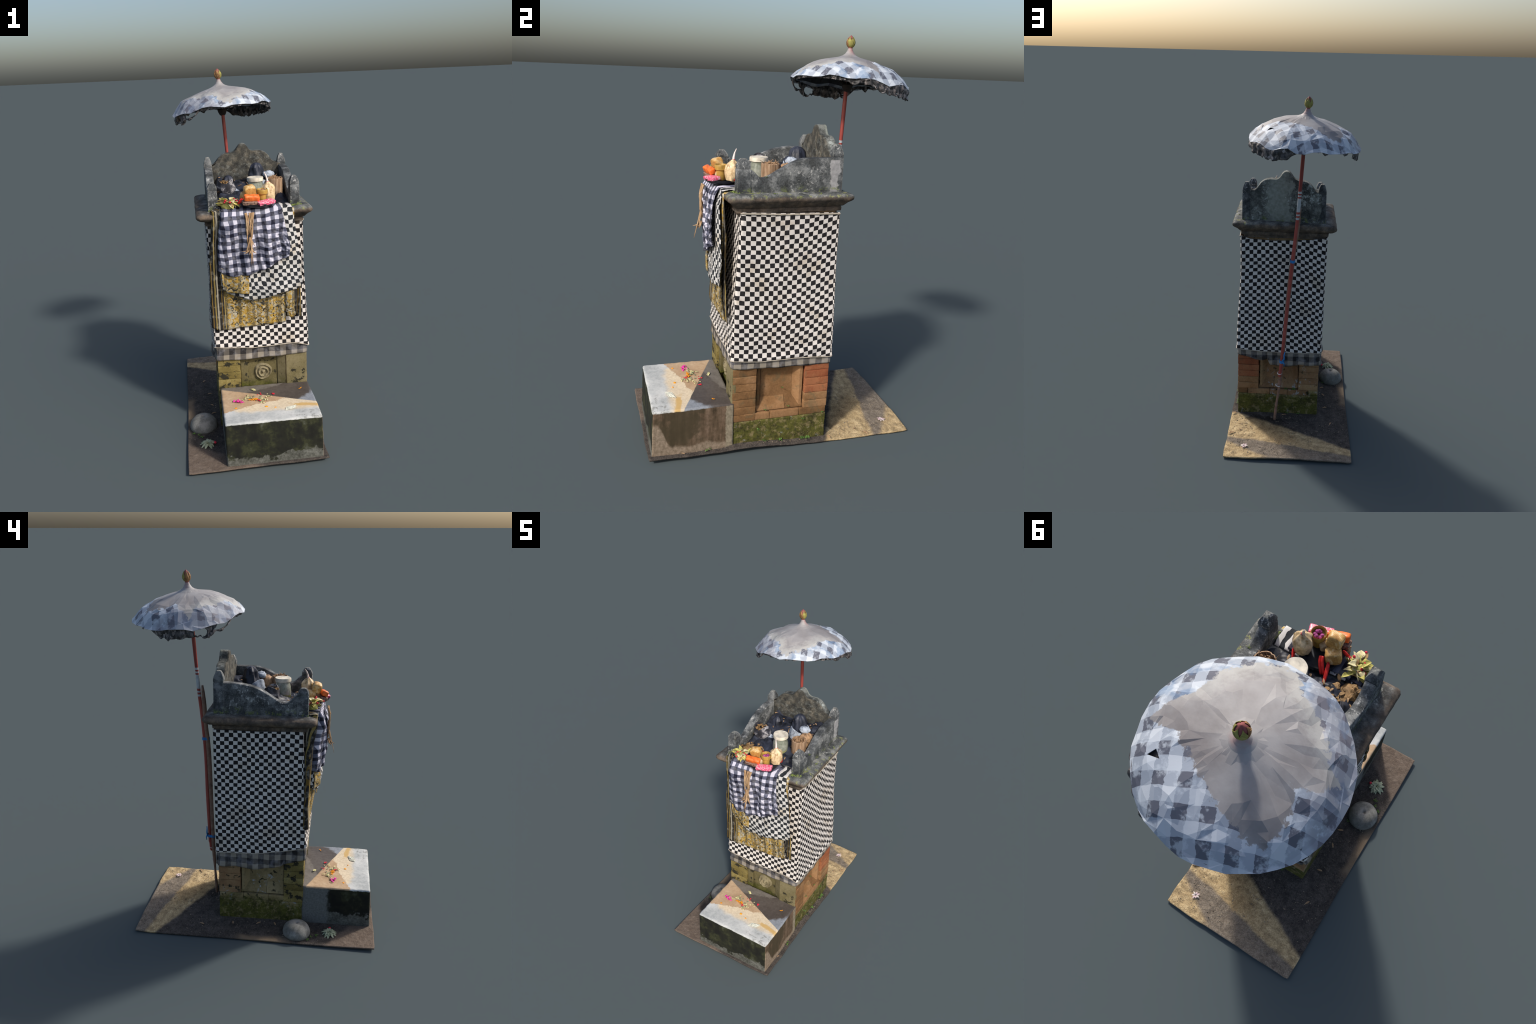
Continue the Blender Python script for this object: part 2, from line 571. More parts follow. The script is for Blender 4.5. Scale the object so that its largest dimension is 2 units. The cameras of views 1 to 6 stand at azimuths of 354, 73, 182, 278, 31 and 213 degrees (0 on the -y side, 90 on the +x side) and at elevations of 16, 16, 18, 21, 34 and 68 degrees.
def soil_mat():
    m = Mat("packed_soil", 0.95, 0.15)
    x, y, z = m.xyz()
    g = m.lin([(0.45, m.noise(30, 6, 0.7)), (0.55, m.noise(160, 4, 0.75))])
    rip = m.noise(22, 5, 0.7, vec=m.scaled(1.0, 1.9, 1))
    dark = m.ramp(g, [(0.38, (0.035, 0.030, 0.027)), (0.5, (0.075, 0.064, 0.056)), (0.62, (0.14, 0.118, 0.10))])
    dry = m.ramp(m.lin([(0.7, g), (0.3, rip)]), [(0.38, (0.19, 0.14, 0.082)), (0.5, (0.46, 0.335, 0.18)), (0.61, (0.74, 0.58, 0.34))])  # sunlit tone of the ground, baked into the soil colour
    gray = m.ramp(g, [(0.38, (0.11, 0.09, 0.07)), (0.5, (0.205, 0.168, 0.13)), (0.62, (0.32, 0.27, 0.21))])
    n1 = m.mul(m.sub(m.noise(8, 3), 0.5), 0.05)
    # soil lightened for sun behind the column on the right, darkened for shadow at left
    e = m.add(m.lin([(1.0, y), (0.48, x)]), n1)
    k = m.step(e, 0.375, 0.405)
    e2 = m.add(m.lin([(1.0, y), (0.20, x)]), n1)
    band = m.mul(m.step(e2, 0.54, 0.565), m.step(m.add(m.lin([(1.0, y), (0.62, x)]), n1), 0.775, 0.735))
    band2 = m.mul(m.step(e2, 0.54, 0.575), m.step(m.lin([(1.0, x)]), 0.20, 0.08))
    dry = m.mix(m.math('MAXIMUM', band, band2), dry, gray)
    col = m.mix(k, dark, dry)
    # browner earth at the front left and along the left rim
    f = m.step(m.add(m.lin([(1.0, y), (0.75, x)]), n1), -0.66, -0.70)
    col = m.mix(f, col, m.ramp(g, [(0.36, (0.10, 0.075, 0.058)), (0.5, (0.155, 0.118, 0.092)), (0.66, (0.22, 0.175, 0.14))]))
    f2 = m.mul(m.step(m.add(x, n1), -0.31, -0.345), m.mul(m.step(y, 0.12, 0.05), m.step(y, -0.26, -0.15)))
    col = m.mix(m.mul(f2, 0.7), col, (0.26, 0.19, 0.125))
    m.bump(g, 0.9, 0.008)
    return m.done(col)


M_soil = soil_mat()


# --- textiles
def face_coords(m):
    """horizontal coordinate along a wall: y on the x faces, x on the y faces"""
    g = m.n("ShaderNodeNewGeometry")
    s = m.n("ShaderNodeSeparateXYZ")
    m.put(s.inputs[0], g.outputs["True Normal"])
    k = m.math('GREATER_THAN', m.math('ABSOLUTE', s.outputs[0]), m.math('ABSOLUTE', s.outputs[1]))
    x, y, z = m.xyz()
    u = m.add(m.mul(y, k), m.mul(x, m.sub(1.0, k)))
    return u, z, k


def poleng_mat(name, cell, white, black, warp=0.012, wscale=4.0, wall=False, shear=0.0, tint=None, cellz=None, varw=0.12):
    m = Mat(name, 0.9, 0.15)
    x, y, z = m.xyz()
    if wall:
        u, z, k = face_coords(m)
        z = m.sub(z, m.mul(m.mul(m.sub(1.0, k), m.step(y, 0.1, 0.2)), m.mul(m.mul(m.sub(x, 0.12), m.sub(x, 0.12)), -0.45)))
        # sagging rows on the right flank
        z = m.add(z, m.mul(m.mul(k, m.step(x, 0.1, 0.2)), m.mul(m.mul(m.add(y, 0.09), m.add(y, 0.09)), -0.45)))
    else:
        u = x
    c = m.noise(wscale, 2, 0.5, color=True)
    s = m.n("ShaderNodeSeparateColor")
    m.put(s.inputs[0], c)
    c2 = m.noise(wscale * 5, 2, 0.5, color=True)
    s2 = m.n("ShaderNodeSeparateColor")
    m.put(s2.inputs[0], c2)
    u = m.lin([(1.0, u), (warp * 2, s.outputs[0]), (warp * 0.5, s2.outputs[0]), (shear, z)])
    v = m.lin([(1.0, z), (warp * 2, s.outputs[1]), (warp * 0.5, s2.outputs[1])])
    p = m.math('FLOORED_MODULO', m.add(m.parity(u, cell), m.parity(v, cellz or cell)), 2.0)
    f = m.noise(30, 4, 0.6)
    w = m.ramp(f, [(0.3, tuple(q * (1 - varw) for q in white)), (0.6, white)])
    if tint:
        w = m.mix(m.step(m.noise(9, 3), 0.52, 0.68), w, tint)
    b = m.ramp(f, [(0.3, black), (0.7, tuple(q * 1.9 + 0.006 for q in black))])
    m.bump(m.noise(400, 2), 0.12, 0.001)
    return m.done(m.mix(p, w, b))


def gingham_mat(name, cell, white, mid, black, warp=0.015, wscale=5.0, wall=False, rot=0.0, off=(0, 0)):
    m = Mat(name, 0.9, 0.15)
    x, y, z = m.xyz()
    if wall:
        x, z, k = face_coords(m)
    c = m.noise(wscale, 2, 0.5, color=True)
    s = m.n("ShaderNodeSeparateColor")
    m.put(s.inputs[0], c)
    u = m.lin([(1.0, x), (warp * 2, s.outputs[0]), (rot, z)], off[0])
    v = m.lin([(1.0, z), (warp * 2, s.outputs[1]), (-rot, x)], off[1])
    q = m.mul(m.add(m.parity(u, cell), m.parity(v, cell)), 0.5)
    col = m.ramp(q, [(0.2, white), (0.5, mid), (0.8, black)])
    col.node.color_ramp.interpolation = 'CONSTANT'
    e = col.node.color_ramp.elements
    e[0].position, e[1].position, e[2].position = 0.0, 0.3, 0.8
    f = m.noise(26, 4, 0.6)
    col = m.mix(m.step(f, 0.4, 0.75), col, m.mix(0.25, col, (0.5, 0.5, 0.55)))
    m.bump(m.noise(350, 2), 0.12, 0.001)
    return m.done(col)


M_wrap = poleng_mat("checkered_cotton", 0.0233, (0.75, 0.70, 0.655), (0.012, 0.011, 0.012), 0.013, 4.5, True, 0.0, (0.60, 0.53, 0.45), 0.0222)
M_layer = poleng_mat("checkered_cotton_draped", 0.0218, (0.62, 0.605, 0.585), (0.016, 0.018, 0.021), 0.026, 7.0, False, 0.08, (0.52, 0.47, 0.40))
M_hem = gingham_mat("grey_gingham", 0.032, (0.28, 0.245, 0.195), (0.105, 0.093, 0.080), (0.026, 0.024, 0.024), 0.012, 5, True)
M_ging = gingham_mat("navy_gingham", 0.0215, (0.60, 0.585, 0.68), (0.10, 0.106, 0.155), (0.013, 0.014, 0.028), 0.020, 8, False, 0.06, (0.006, 0.0))
M_edge = plain("hem_cotton", (0.42, 0.37, 0.30), 0.2, 60)


def batik_mat(name, warm=0.0):
    m = Mat(name, 0.6, 0.35)
    x, y, z = m.xyz()
    n = m.noise(34, 3, 0.55, dist=1.8)
    sw = m.vor(48, 'DISTANCE_TO_EDGE', out=0)
    gold = m.ramp(m.noise(60, 3), [(0.3, (0.26, 0.15, 0.022)), (0.5, (0.44, 0.27, 0.045)), (0.7, (0.54, 0.39, 0.14))])
    pale = m.ramp(m.noise(45, 3), [(0.35, (0.30, 0.26, 0.17)), (0.65, (0.50, 0.46, 0.36))])
    col = m.mix(m.step(n, 0.50, 0.54), gold, pale)
    col = m.mix(m.mul(m.step(m.noise(30, 2, 0.5, dist=3.0), 0.555, 0.575), m.step(m.noise(9, 2), 0.42, 0.5)), col, (0.035, 0.032, 0.025))
    # dark warp bands between the gold ones
    u = m.add(x, m.mul(m.sub(m.noise(7, 2), 0.5), 0.02))
    band = m.step(m.math('PINGPONG', u, 0.036), 0.026, 0.029)
    dk = m.mix(m.step(m.noise(70, 2, 0.5, dist=1.5), 0.53, 0.57), (0.05, 0.045, 0.034), (0.36, 0.25, 0.07))
    col = m.mix(m.mul(band, 0.75), col, dk)
    m.bump(n, 0.2, 0.002)
    return m.done(col)


M_batik = batik_mat("gold_batik")


def stripe_mat():
    m = Mat("striped_border_cloth", 0.8, 0.2)
    x, y, z = m.xyz()
    u = m.add(m.lin([(1.0, x), (0.5, y)]), m.mul(m.sub(m.noise(6, 2), 0.5), 0.012))
    t = m.math('FLOORED_MODULO', m.math('DIVIDE', u, 0.05), 1.0)
    col = m.ramp(t, [(0, (0.30, 0.27, 0.21)), (0.16, (0.022, 0.02, 0.018)), (0.45, (0.16, 0.098, 0.022)), (0.55, (0.022, 0.02, 0.018)), (0.74, (0.28, 0.20, 0.06)), (0.86, (0.03, 0.027, 0.022))])
    col.node.color_ramp.interpolation = 'CONSTANT'
    return m.done(m.mix(m.step(m.noise(40, 4), 0.5, 0.7), col, m.mix(0.35, col, (0.4, 0.38, 0.32))))


M_stripe = stripe_mat()


# umbrella canopy: bare pale cloth around the neck, ragged plaid ring outside
AX0 = Vector((-0.050, 0.376, 1.937))
AXD = Vector((-0.143, 0.086, 1.97)).normalized()
E1 = (Vector((1, 0, 0)) - AXD * AXD.x).normalized()
E2 = AXD.cross(E1)


def ulocal(r, a, h):
    return AX0 + E1 * (r * math.cos(a)) + E2 * (r * math.sin(a) + 0.022 * max(0.0, r - 0.03)) + AXD * h


def canopy_mat():
    m = Mat("canopy_plaid", 0.55, 0.35)
    x, y, z = m.xyz()
    dx = m.sub(x, AX0.x + 0.007)
    dy = m.sub(y, AX0.y - 0.005)
    r = m.math('SQRT', m.add(m.mul(dx, dx), m.mul(dy, dy)))
    n = m.noise(9, 3, 0.6)
    nf = m.noise(34, 4, 0.7)
    ang = m.math('ARCTAN2', dy, dx)
    fac = m.lin([(1 / TAU, ang)], 0.5)
    # how far the bare cloth reaches out from the neck, by direction
    REACH = [(-180, .218), (-167, .248), (-157, .212), (-130, .208), (-100, .212), (-90, .262), (-79, .258), (-56, .225), (-44, .218), (-31, .194), (-16, .185), (-2, .229), (11, .258), (20, .167), (44, .128), (76, .135), (101, .168), (122, .208), (134, .248), (150, .226), (172, .160), (180, .218)]
    reach = m.ramp(fac, [((a + 180) / 360, (r_ / 0.3,) * 3) for a, r_ in REACH])
    rr = m.lin([(1.0, r), (-0.3, reach), (0.05, n), (0.09, nf)], 0.125)
    ring = m.step(rr, 0.192, 0.201)
    u = m.lin([(0.94, dx), (0.34, dy), (0.02, nf)])
    v = m.lin([(-0.34, dx), (0.94, dy), (0.02, n)])
    q = m.mul(m.add(m.parity(u, 0.036), m.parity(v, 0.036)), 0.5)
    pl_ = m.ramp(q, [(0.0, (0.55, 0.59, 0.645)), (0.3, (0.36, 0.40, 0.465)), (0.8, (0.115, 0.122, 0.155))])
    pl_.node.color_ramp.interpolation = 'CONSTANT'
    pl_ = m.mix(m.step(m.noise(22, 4, 0.65), 0.50, 0.62), pl_, m.mix(0.65, pl_, (0.54, 0.59, 0.65)))
    pl_ = m.mix(m.mul(m.step(m.noise(10, 3), 0.54, 0.62), m.step(dy, 0.05, -0.05)), pl_, m.mix(0.6, pl_, (0.13, 0.22, 0.36)))
    # darker weather-stained cloth on the side towards the shrine's left front
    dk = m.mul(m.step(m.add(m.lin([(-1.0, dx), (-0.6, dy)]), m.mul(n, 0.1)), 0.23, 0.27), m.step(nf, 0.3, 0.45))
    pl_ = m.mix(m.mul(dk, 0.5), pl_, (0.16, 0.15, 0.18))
    bare = m.ramp(m.lin([(0.8, m.noise(6, 2)), (0.2, nf)]), [(0.35, (0.20, 0.182, 0.18)), (0.5, (0.265, 0.25, 0.248)), (0.66, (0.35, 0.337, 0.335))])
    bare = m.mix(m.mul(m.mul(m.step(rr, 0.12, 0.192), m.step(dy, 0.02, -0.12)), 0.8), bare, (0.45, 0.445, 0.425))
    bare = m.mix(m.mul(m.step(m.add(r, m.mul(nf, 0.04)), 0.06, 0.025), m.step(dy, -0.015, 0.01)), bare, (0.36, 0.20, 0.19))
    m.bump(nf, 0.15, 0.004)
    return m.done(m.mix(ring, bare, pl_))


M_canopy = canopy_mat()
M_lining = plain("lining_dark", (0.035, 0.034, 0.036), 0.5, 30, 0.9)


def fringe_mat():
    m = Mat("sequin_fringe", 0.55, 0.5)
    v = m.vor(95, 'F1', vec=m.scaled(1, 1, 0.6), out=1)
    s = m.n("ShaderNodeSeparateColor")
    m.put(s.inputs[0], v)
    col = m.ramp(m.lin([(0.55, s.outputs[0]), (0.45, m.noise(60, 4, 0.7))]), [(0.3, (0.022, 0.022, 0.024)), (0.5, (0.07, 0.066, 0.068)), (0.66, (0.17, 0.145, 0.135)), (0.82, (0.34, 0.32, 0.33))])
    m.bump(m.noise(120, 4), 0.6, 0.004)
    return m.done(col)


M_fringe = fringe_mat()


def pole_mat():
    m = Mat("red_lacquer", 0.45, 0.4)
    col = m.ramp(m.noise(14, 4, 0.6, vec=m.scaled(1, 1, 0.25)), [(0.3, (0.20, 0.032, 0.028)), (0.5, (0.32, 0.058, 0.045)), (0.72, (0.42, 0.10, 0.075))])
    x, y, z = m.xyz()
    zz = m.add(z, 0.0)
    # white lacquer rings near the joint
    w = None
    for a, b in ((1.480, 1.492), (1.462, 1.471), (1.375, 1.453), (1.353, 1.362), (1.330, 1.342)):
        k = m.mul(m.math('GREATER_THAN', zz, a), m.math('LESS_THAN', zz, b))
        w = k if w is None else m.math('MAXIMUM', w, k)
    col = m.mix(w, col, m.ramp(m.noise(40), [(0.3, (0.36, 0.39, 0.41)), (0.7, (0.55, 0.57, 0.58))]))
    return m.done(col)


M_pole = pole_mat()
M_stake = plain("bare_wood_stake", (0.26, 0.155, 0.11), 0.3, 30)
M_blue = plain("blue_twine", (0.035, 0.21, 0.50), 0.25, 60)
M_black = plain("dark_rib_wood", (0.04, 0.03, 0.027), 0.3, 40)

M_bud_g = plain("bud_green", (0.26, 0.24, 0.065), 0.35, 60)
M_bud_r = plain("bud_red", (0.24, 0.075, 0.07), 0.3, 60)
M_bud_b = plain("bud_brown", (0.28, 0.15, 0.06), 0.4, 60)

M_mortar = stone_mat("river_stone", (0.13, 0.125, 0.11), (0.20, 0.195, 0.175), (0.30, 0.29, 0.265), None, (0.34, 0.33, 0.30), 0.66, 18)

M_orange = plain("orange_wrapper", (0.80, 0.17, 0.035), 0.25, 70, 0.35)
M_brown = plain("woven_wrapper", (0.24, 0.145, 0.11), 0.7, 180, 0.5)


def pink_mat():
    m = Mat("pink_wrapper", 0.4, 0.5)
    c = m.vor(170, 'F1')
    return m.done(m.mix(m.step(c, 0.32, 0.42), (0.78, 0.62, 0.64), (0.72, 0.10, 0.20)))


M_pink = pink_mat()


def ybox_mat():
    m = Mat("golden_wrapper", 0.4, 0.5)
    x, y, z = m.xyz()
    n = m.noise(40, 4, 0.6, dist=0.8)
    col = m.ramp(n, [(0.32, (0.36, 0.17, 0.04)), (0.5, (0.62, 0.36, 0.10)), (0.66, (0.78, 0.60, 0.33))])
    w = m.n("ShaderNodeTexWave")
    w.inputs["Scale"].default_value = 60
    m.put(w.inputs["Vector"], m.co())
    col = m.mix(m.mul(m.step(w.outputs[1], 0.5, 0.7), 0.35), col, (0.34, 0.16, 0.06))
    return m.done(col)


M_ybox = ybox_mat()
M_pot = plain("ochre_ceramic", (0.40, 0.245, 0.055), 0.3, 45, 0.45)
M_bag = plain("clear_bag_cream", (0.66, 0.50, 0.30), 0.45, 60, 0.3, dark=(0.34, 0.20, 0.075))
M_bagtip = plain("bag_twist", (0.70, 0.60, 0.55), 0.3, 60, 0.5)
M_redrib = plain("red_ribbon", (0.62, 0.025, 0.022), 0.3, 50, 0.5)
M_tray = plain("dark_tray", (0.03, 0.032, 0.04), 0.5, 40, 0.5)
M_lid = plain("jar_lid_paper", (0.66, 0.60, 0.49), 0.25, 30, 0.6)


def jar_mat():
    m = Mat("old_glass", 0.15, 0.5)
    col = m.ramp(m.noise(26, 4, 0.6), [(0.3, (0.15, 0.17, 0.12)), (0.5, (0.33, 0.35, 0.29)), (0.7, (0.52, 0.53, 0.48))])
    x, y, z = m.xyz()
    col = m.mix(m.step(m.add(z, m.mul(m.noise(20), 0.02)), 1.350, 1.338), col, (0.33, 0.34, 0.13))
    m.b.inputs["Transmission Weight"].default_value = 0.12
    m.b.inputs["Coat Weight"].default_value = 0.4
    return m.done(col)


M_jar = jar_mat()


def bark_mat(name, a, b, c):
    m = Mat(name, 0.9, 0.2)
    n = m.noise(30, 5, 0.65, vec=m.scaled(3.0, 3.0, 0.35))
    m.bump(n, 0.7, 0.006)
    return m.done(m.ramp(n, [(0.32, a), (0.5, b), (0.68, c)]))


M_bamboo = bark_mat("dry_bamboo", (0.17, 0.10, 0.055), (0.34, 0.22, 0.135), (0.52, 0.37, 0.25))
M_straw = plain("dry_straw", (0.36, 0.22, 0.12), 0.5, 50)
M_palm = bark_mat("dry_palm_blade", (0.23, 0.135, 0.065), (0.42, 0.27, 0.15), (0.56, 0.40, 0.25))
M_navy = plain("navy_plastic", (0.028, 0.032, 0.047), 0.6, 22, 0.45)


def pouch_mat():
    m = Mat("black_white_pouch", 0.6, 0.4)
    n = m.noise(26, 4, 0.6, dist=0.7)
    return m.done(m.ramp(n, [(0.42, (0.02, 0.02, 0.026)), (0.55, (0.06, 0.06, 0.075)), (0.60, (0.28, 0.27, 0.28)), (0.72, (0.50, 0.49, 0.52))]))


M_pouch = pouch_mat()
M_whiterag = plain("white_rag", (0.36, 0.40, 0.46), 0.4, 40, 0.8, dark=(0.08, 0.09, 0.11))
M_yleaf = plain("young_palm_leaf", (0.58, 0.52, 0.15), 0.35, 40, dark=(0.26, 0.25, 0.06))
M_yleaf2 = plain("pale_palm_leaf", (0.68, 0.60, 0.34), 0.3, 40)
M_brleaf = plain("withered_leaf", (0.28, 0.17, 0.075), 0.5, 40)
M_rose = plain("red_petal", (0.66, 0.035, 0.06), 0.3, 60)
M_magenta = plain("magenta_petal", (0.80, 0.045, 0.36), 0.3, 60)
M_marigold = plain("marigold_petal", (0.85, 0.32, 0.015), 0.3, 60)
M_cream = plain("cream_petal", (0.62, 0.58, 0.30), 0.3, 60)
M_white = plain("frangipani_petal", (0.66, 0.50, 0.50), 0.3, 60)
M_weed = plain("weed_leaf", (0.11, 0.20, 0.045), 0.5, 60)
M_weed_pale = plain("pale_weed_leaf", (0.20, 0.27, 0.16), 0.4, 60)
M_succ = plain("succulent_leaf", (0.46, 0.49, 0.33), 0.35, 70, dark=(0.19, 0.25, 0.13))
M_paper = plain("crumpled_paper", (0.62, 0.62, 0.52), 0.3, 30)
M_lichen = plain("moss_tuft", (0.20, 0.26, 0.07), 0.5, 70)
M_peb = plain("pebble_grit", (0.25, 0.20, 0.14), 0.6, 12)

# ================================================================ SHRINE
shrine = thing("stone_shrine", (0.077, -0.02, 0.0), "weathered stone throne shrine wrapped in checkered cloth", "shrine")

# ---- patch of soil under everything: thin, a little wavy
RIGHT_EDGE = [(-0.68, .028), (-0.57, .027), (-0.35, .024), (-0.26, .028), (-0.16, .028), (-0.08, .024), (0.03, .014), (0.2, .009), (0.37, .008), (0.68, .010)]
LEFT_EDGE = [(-0.68, .018), (-0.5, .014), (-0.3, .010), (0.0, .010), (0.26, .009), (0.5, .007), (0.6, .008), (0.68, .013)]


def ground_z(x, y):
    t = max(0, min(1, (x + 0.363) / 0.715))
    z = lerp(pl(LEFT_EDGE, y), pl(RIGHT_EDGE, y), t)
    z += 0.007 * math.sin(math.pi * t) * math.exp(-((y - 0.1) / 0.5) ** 2)
    z += 0.006 * sstep(0.25, 0.0, math.hypot(max(0, abs(x - 0.08) - 0.25), max(0, abs(y + 0.02) - 0.25)) * 4)
    z += 0.006 * sstep(0.45, 0.68, y) * math.sin(math.pi * t)
    return z


def ground_fn(u, v):
    y = lerp(-0.688, 0.688, v)
    xl = -0.366 - 0.002 * math.sin(9 * v)
    xr = lerp(0.367, 0.366, v) + 0.004 * nz(0, y, 0, 9)
    x = lerp(xl, xr, u)
    y += 0.004 * nz(x, 0, v * 0.5, 7, 3) + lerp(0.0, 0.008, u) * (1 - v)
    r = 0.012
    if u < 0.02 or u > 0.98:
        y *= 0.996
    e = min(u, 1 - u) * 0.72
    ef = min(v, 1 - v) * 1.36
    z = ground_z(x, y) + (0.0035 * fb(x, y, 0, 22, 1, 4) + 0.003 * fb(x, y, 0, 70, 4, 2)) * sstep(0, 0.03, min(e, ef))
    if y > 0.2:
        z += 0.0012 * math.sin((y + 0.3 * x + 0.06 * nz(x, y, 0, 10)) * 190) * sstep(0.3, 0.4, y) * (0.5 + nz(x, y, 0, 6, 2))
        z += 0.0022 * max(0, fb(x, y, 0, 45, 6, 3)) * sstep(-0.1, 0.25, x)
    return Vector((x, y, z))


def build_ground():
    nu, nv = 130, 240
    v, low = [], []
    for j in range(nv):
        for i in range(nu):
            p = ground_fn(i / (nu - 1), j / (nv - 1))
            v.append(p)
    n = len(v)
    f = grid_faces(nu, nv)
    border = [i for i in range(nu)] + [j * nu + nu - 1 for j in range(1, nv)] + [(nv - 1) * nu + i for i in range(nu - 2, -1, -1)] + [j * nu for j in range(nv - 2, 0, -1)]
    for b in border:
        p = v[b]
        v.append(Vector((p.x * 0.997, p.y * 0.998, max(0.0, p.z - 0.008))))
    m = len(border)
    for k in range(m):
        f.append((border[k], n + k, n + (k + 1) % m, border[(k + 1) % m]))
    f.append(tuple(n + k for k in range(m)))
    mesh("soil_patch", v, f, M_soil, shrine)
    lo = min(p.z for p in v)
    return lo


build_ground()

# grit scattered over the sun-lightened part
parts = []
rg = random.Random(5)
for i in range(420):
    x, y = rg.uniform(-0.34, 0.34), rg.uniform(0.26, 0.66)
    if rg.random() > 0.25 + 0.75 * sstep(-0.2, 0.3, x):
        continue
    s = rg.uniform(0.0012, 0.0038)
    parts.append(blob_geo((x, y, ground_z(x, y) + s * 0.3), s * rg.uniform(0.8, 1.6), s, s * 0.7, 0.3, 1.3, i, 6, 4))
for i in range(160):
    x, y = (rg.uniform(-0.34, -0.19), rg.uniform(-0.5, 0.4)) if rg.random() < 0.6 else (rg.uniform(0.335, 0.35), rg.uniform(-0.6, 0.2))
    s = rg.uniform(0.001, 0.003)
    parts.append(blob_geo((x, y, ground_z(x, y) + s * 0.3), s * 1.3, s, s * 0.7, 0.3, 1.3, i, 6, 4))
v, f = join_geo(parts)
mesh("grit", v, f, M_peb, shrine, kind="stuff")


# ---- bench in front
def bench_disp(p, n):
    d = 0.0022 * fb(p.x, p.y, p.z, 14, 2) + 0.001 * fb(p.x, p.y, p.z, 60, 5, 2)
    if abs(n.z) < 0.9 and n.z > 0.2:
        d += 0.004 * fb(p.x, p.y, p.z, 30, 9, 3)
    return d


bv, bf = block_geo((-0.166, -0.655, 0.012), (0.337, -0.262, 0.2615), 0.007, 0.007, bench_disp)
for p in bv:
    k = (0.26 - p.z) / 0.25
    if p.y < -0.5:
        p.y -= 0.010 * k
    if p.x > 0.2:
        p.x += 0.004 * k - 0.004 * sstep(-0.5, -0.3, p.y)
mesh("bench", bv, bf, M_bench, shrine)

# ---- brick base with a recessed panel on every side
CX0, CX1, CY0, CY1 = -0.174, 0.329, -0.272, 0.222


def rough_disp(a=0.002, s=25):
    return lambda p, n: a * fb(p.x, p.y, p.z, s, 1.3, 3)


block("base_core", (CX0 + 0.06, CY0 + 0.06, 0.01), (CX1 - 0.06, CY1 - 0.06, 0.56), 0.03, 0.002, M_brick_tan, shrine)


def plinth_disp(p, n):
    return 0.003 * fb(p.x, p.y, p.z, 16, 3.3, 4) + 0.0015 * fb(p.x, p.y, p.z, 60, 8, 2)


# mossy plinth, one course, then sills
block("plinth", (CX0, CY0 + 0.004, 0.01), (CX1, CY1, 0.152), 0.009, 0.006, M_brick_left, shrine, plinth_disp)
rb = random.Random(3)


def sill_course(z0, z1, horizontal, fixed0, fixed1, a0, a1, n, mat):
    cuts = [a0 + (a1 - a0) * (i + (rb.uniform(-.12, .12) if 0 < i < n else 0)) / n for i in range(n + 1)]
    for s0, s1 in zip(cuts, cuts[1:]):
        g = 0.001
        lo = (s0 + g, fixed0, z0) if horizontal else (fixed0, s0 + g, z0)
        hi = (s1 - g, fixed1, z1) if horizontal else (fixed1, s1 - g, z1)
        block("brick", lo, hi, 0.014, 0.0018, mat, shrine, rough_disp(0.002, 40))


zs = 0.1535
sill_course(zs, 0.190, False, CX1 - 0.06, CX1, CY0 + 0.06, CY1 - 0.004, 3, M_brick_tan)
sill_course(zs, 0.190, False, CX0, CX0 + 0.06, CY0 + 0.06, CY1 - 0.004, 3, M_brick_left)
sill_course(zs, 0.190, True, CY1 - 0.06, CY1, CX0 + 0.062, CX1 - 0.062, 3, M_brick_back)

# corner pilasters laid in courses
COURSES = [0.1535, 0.190, 0.232, 0.274, 0.316, 0.357, 0.398, 0.439, 0.47]


def pilaster(x0, x1, y0, y1, mats, skip=0):
    for i, (a, b) in enumerate(zip(COURSES, COURSES[1:])):
        if i < skip:
            continue
        j = rb.uniform(-0.0012, 0.0012)
        block("brick", (x0 + j, y0 - j, a + 0.0009), (x1 + j, y1 - j, b - 0.0009), 0.012, 0.0018, mats(i), shrine, rough_disp(0.0024, 34))


pilaster(CX0, -0.048, CY0, -0.160, lambda i: M_brick_yel)
pilaster(0.208, CX1, CY0 + 0.002, -0.152, lambda i: M_brick_tan)
pilaster(0.200, CX1, 0.098, CY1, lambda i: M_brick_red if i > 2 else M_brick_tan, 1)
pilaster(CX0, -0.052, 0.096, CY1, lambda i: M_brick_back, 1)
# plaster skin over the front face of the right pilaster
block("plaster_skin", (0.210, CY0 - 0.0035, 0.245), (CX1 - 0.001, CY0 + 0.02, 0.47), 0.01, 0.003, M_plaster, shrine, rough_disp(0.0025, 28))
# infill walls at the back of each recess, and an inner stepped frame
block("recess_panel", (-0.05, CY0 + 0.034, 0.2), (0.21, CY0 + 0.07, 0.5), 0.012, 0.002, M_plaster, shrine, rough_disp(0.0025, 22))
block("recess_panel", (CX1 - 0.09, -0.155, 0.188), (CX1 - 0.046, 0.10, 0.5), 0.012, 0.002, M_brick_tan, shrine, rough_disp(0.0025, 22))
block("recess_panel", (CX0 + 0.046, -0.162, 0.188), (CX0 + 0.09, 0.098, 0.5), 0.012, 0.002, M_brick_left, shrine, rough_disp(0.0025, 22))
block("recess_panel", (-0.053, CY1 - 0.09, 0.188), (0.202, CY1 - 0.044, 0.5), 0.012, 0.002, M_brick_back, shrine, rough_disp(0.0025, 22))


def wedge(name, pts, mat):
    """prism from 8 corner points"""
    f = [(0, 1, 2, 3), (7, 6, 5, 4), (0, 4, 5, 1), (1, 5, 6, 2), (2, 6, 7, 3), (3, 7, 4, 0)]
    ob = mesh(name, pts, f, mat, shrine, smooth=False)
    return ob


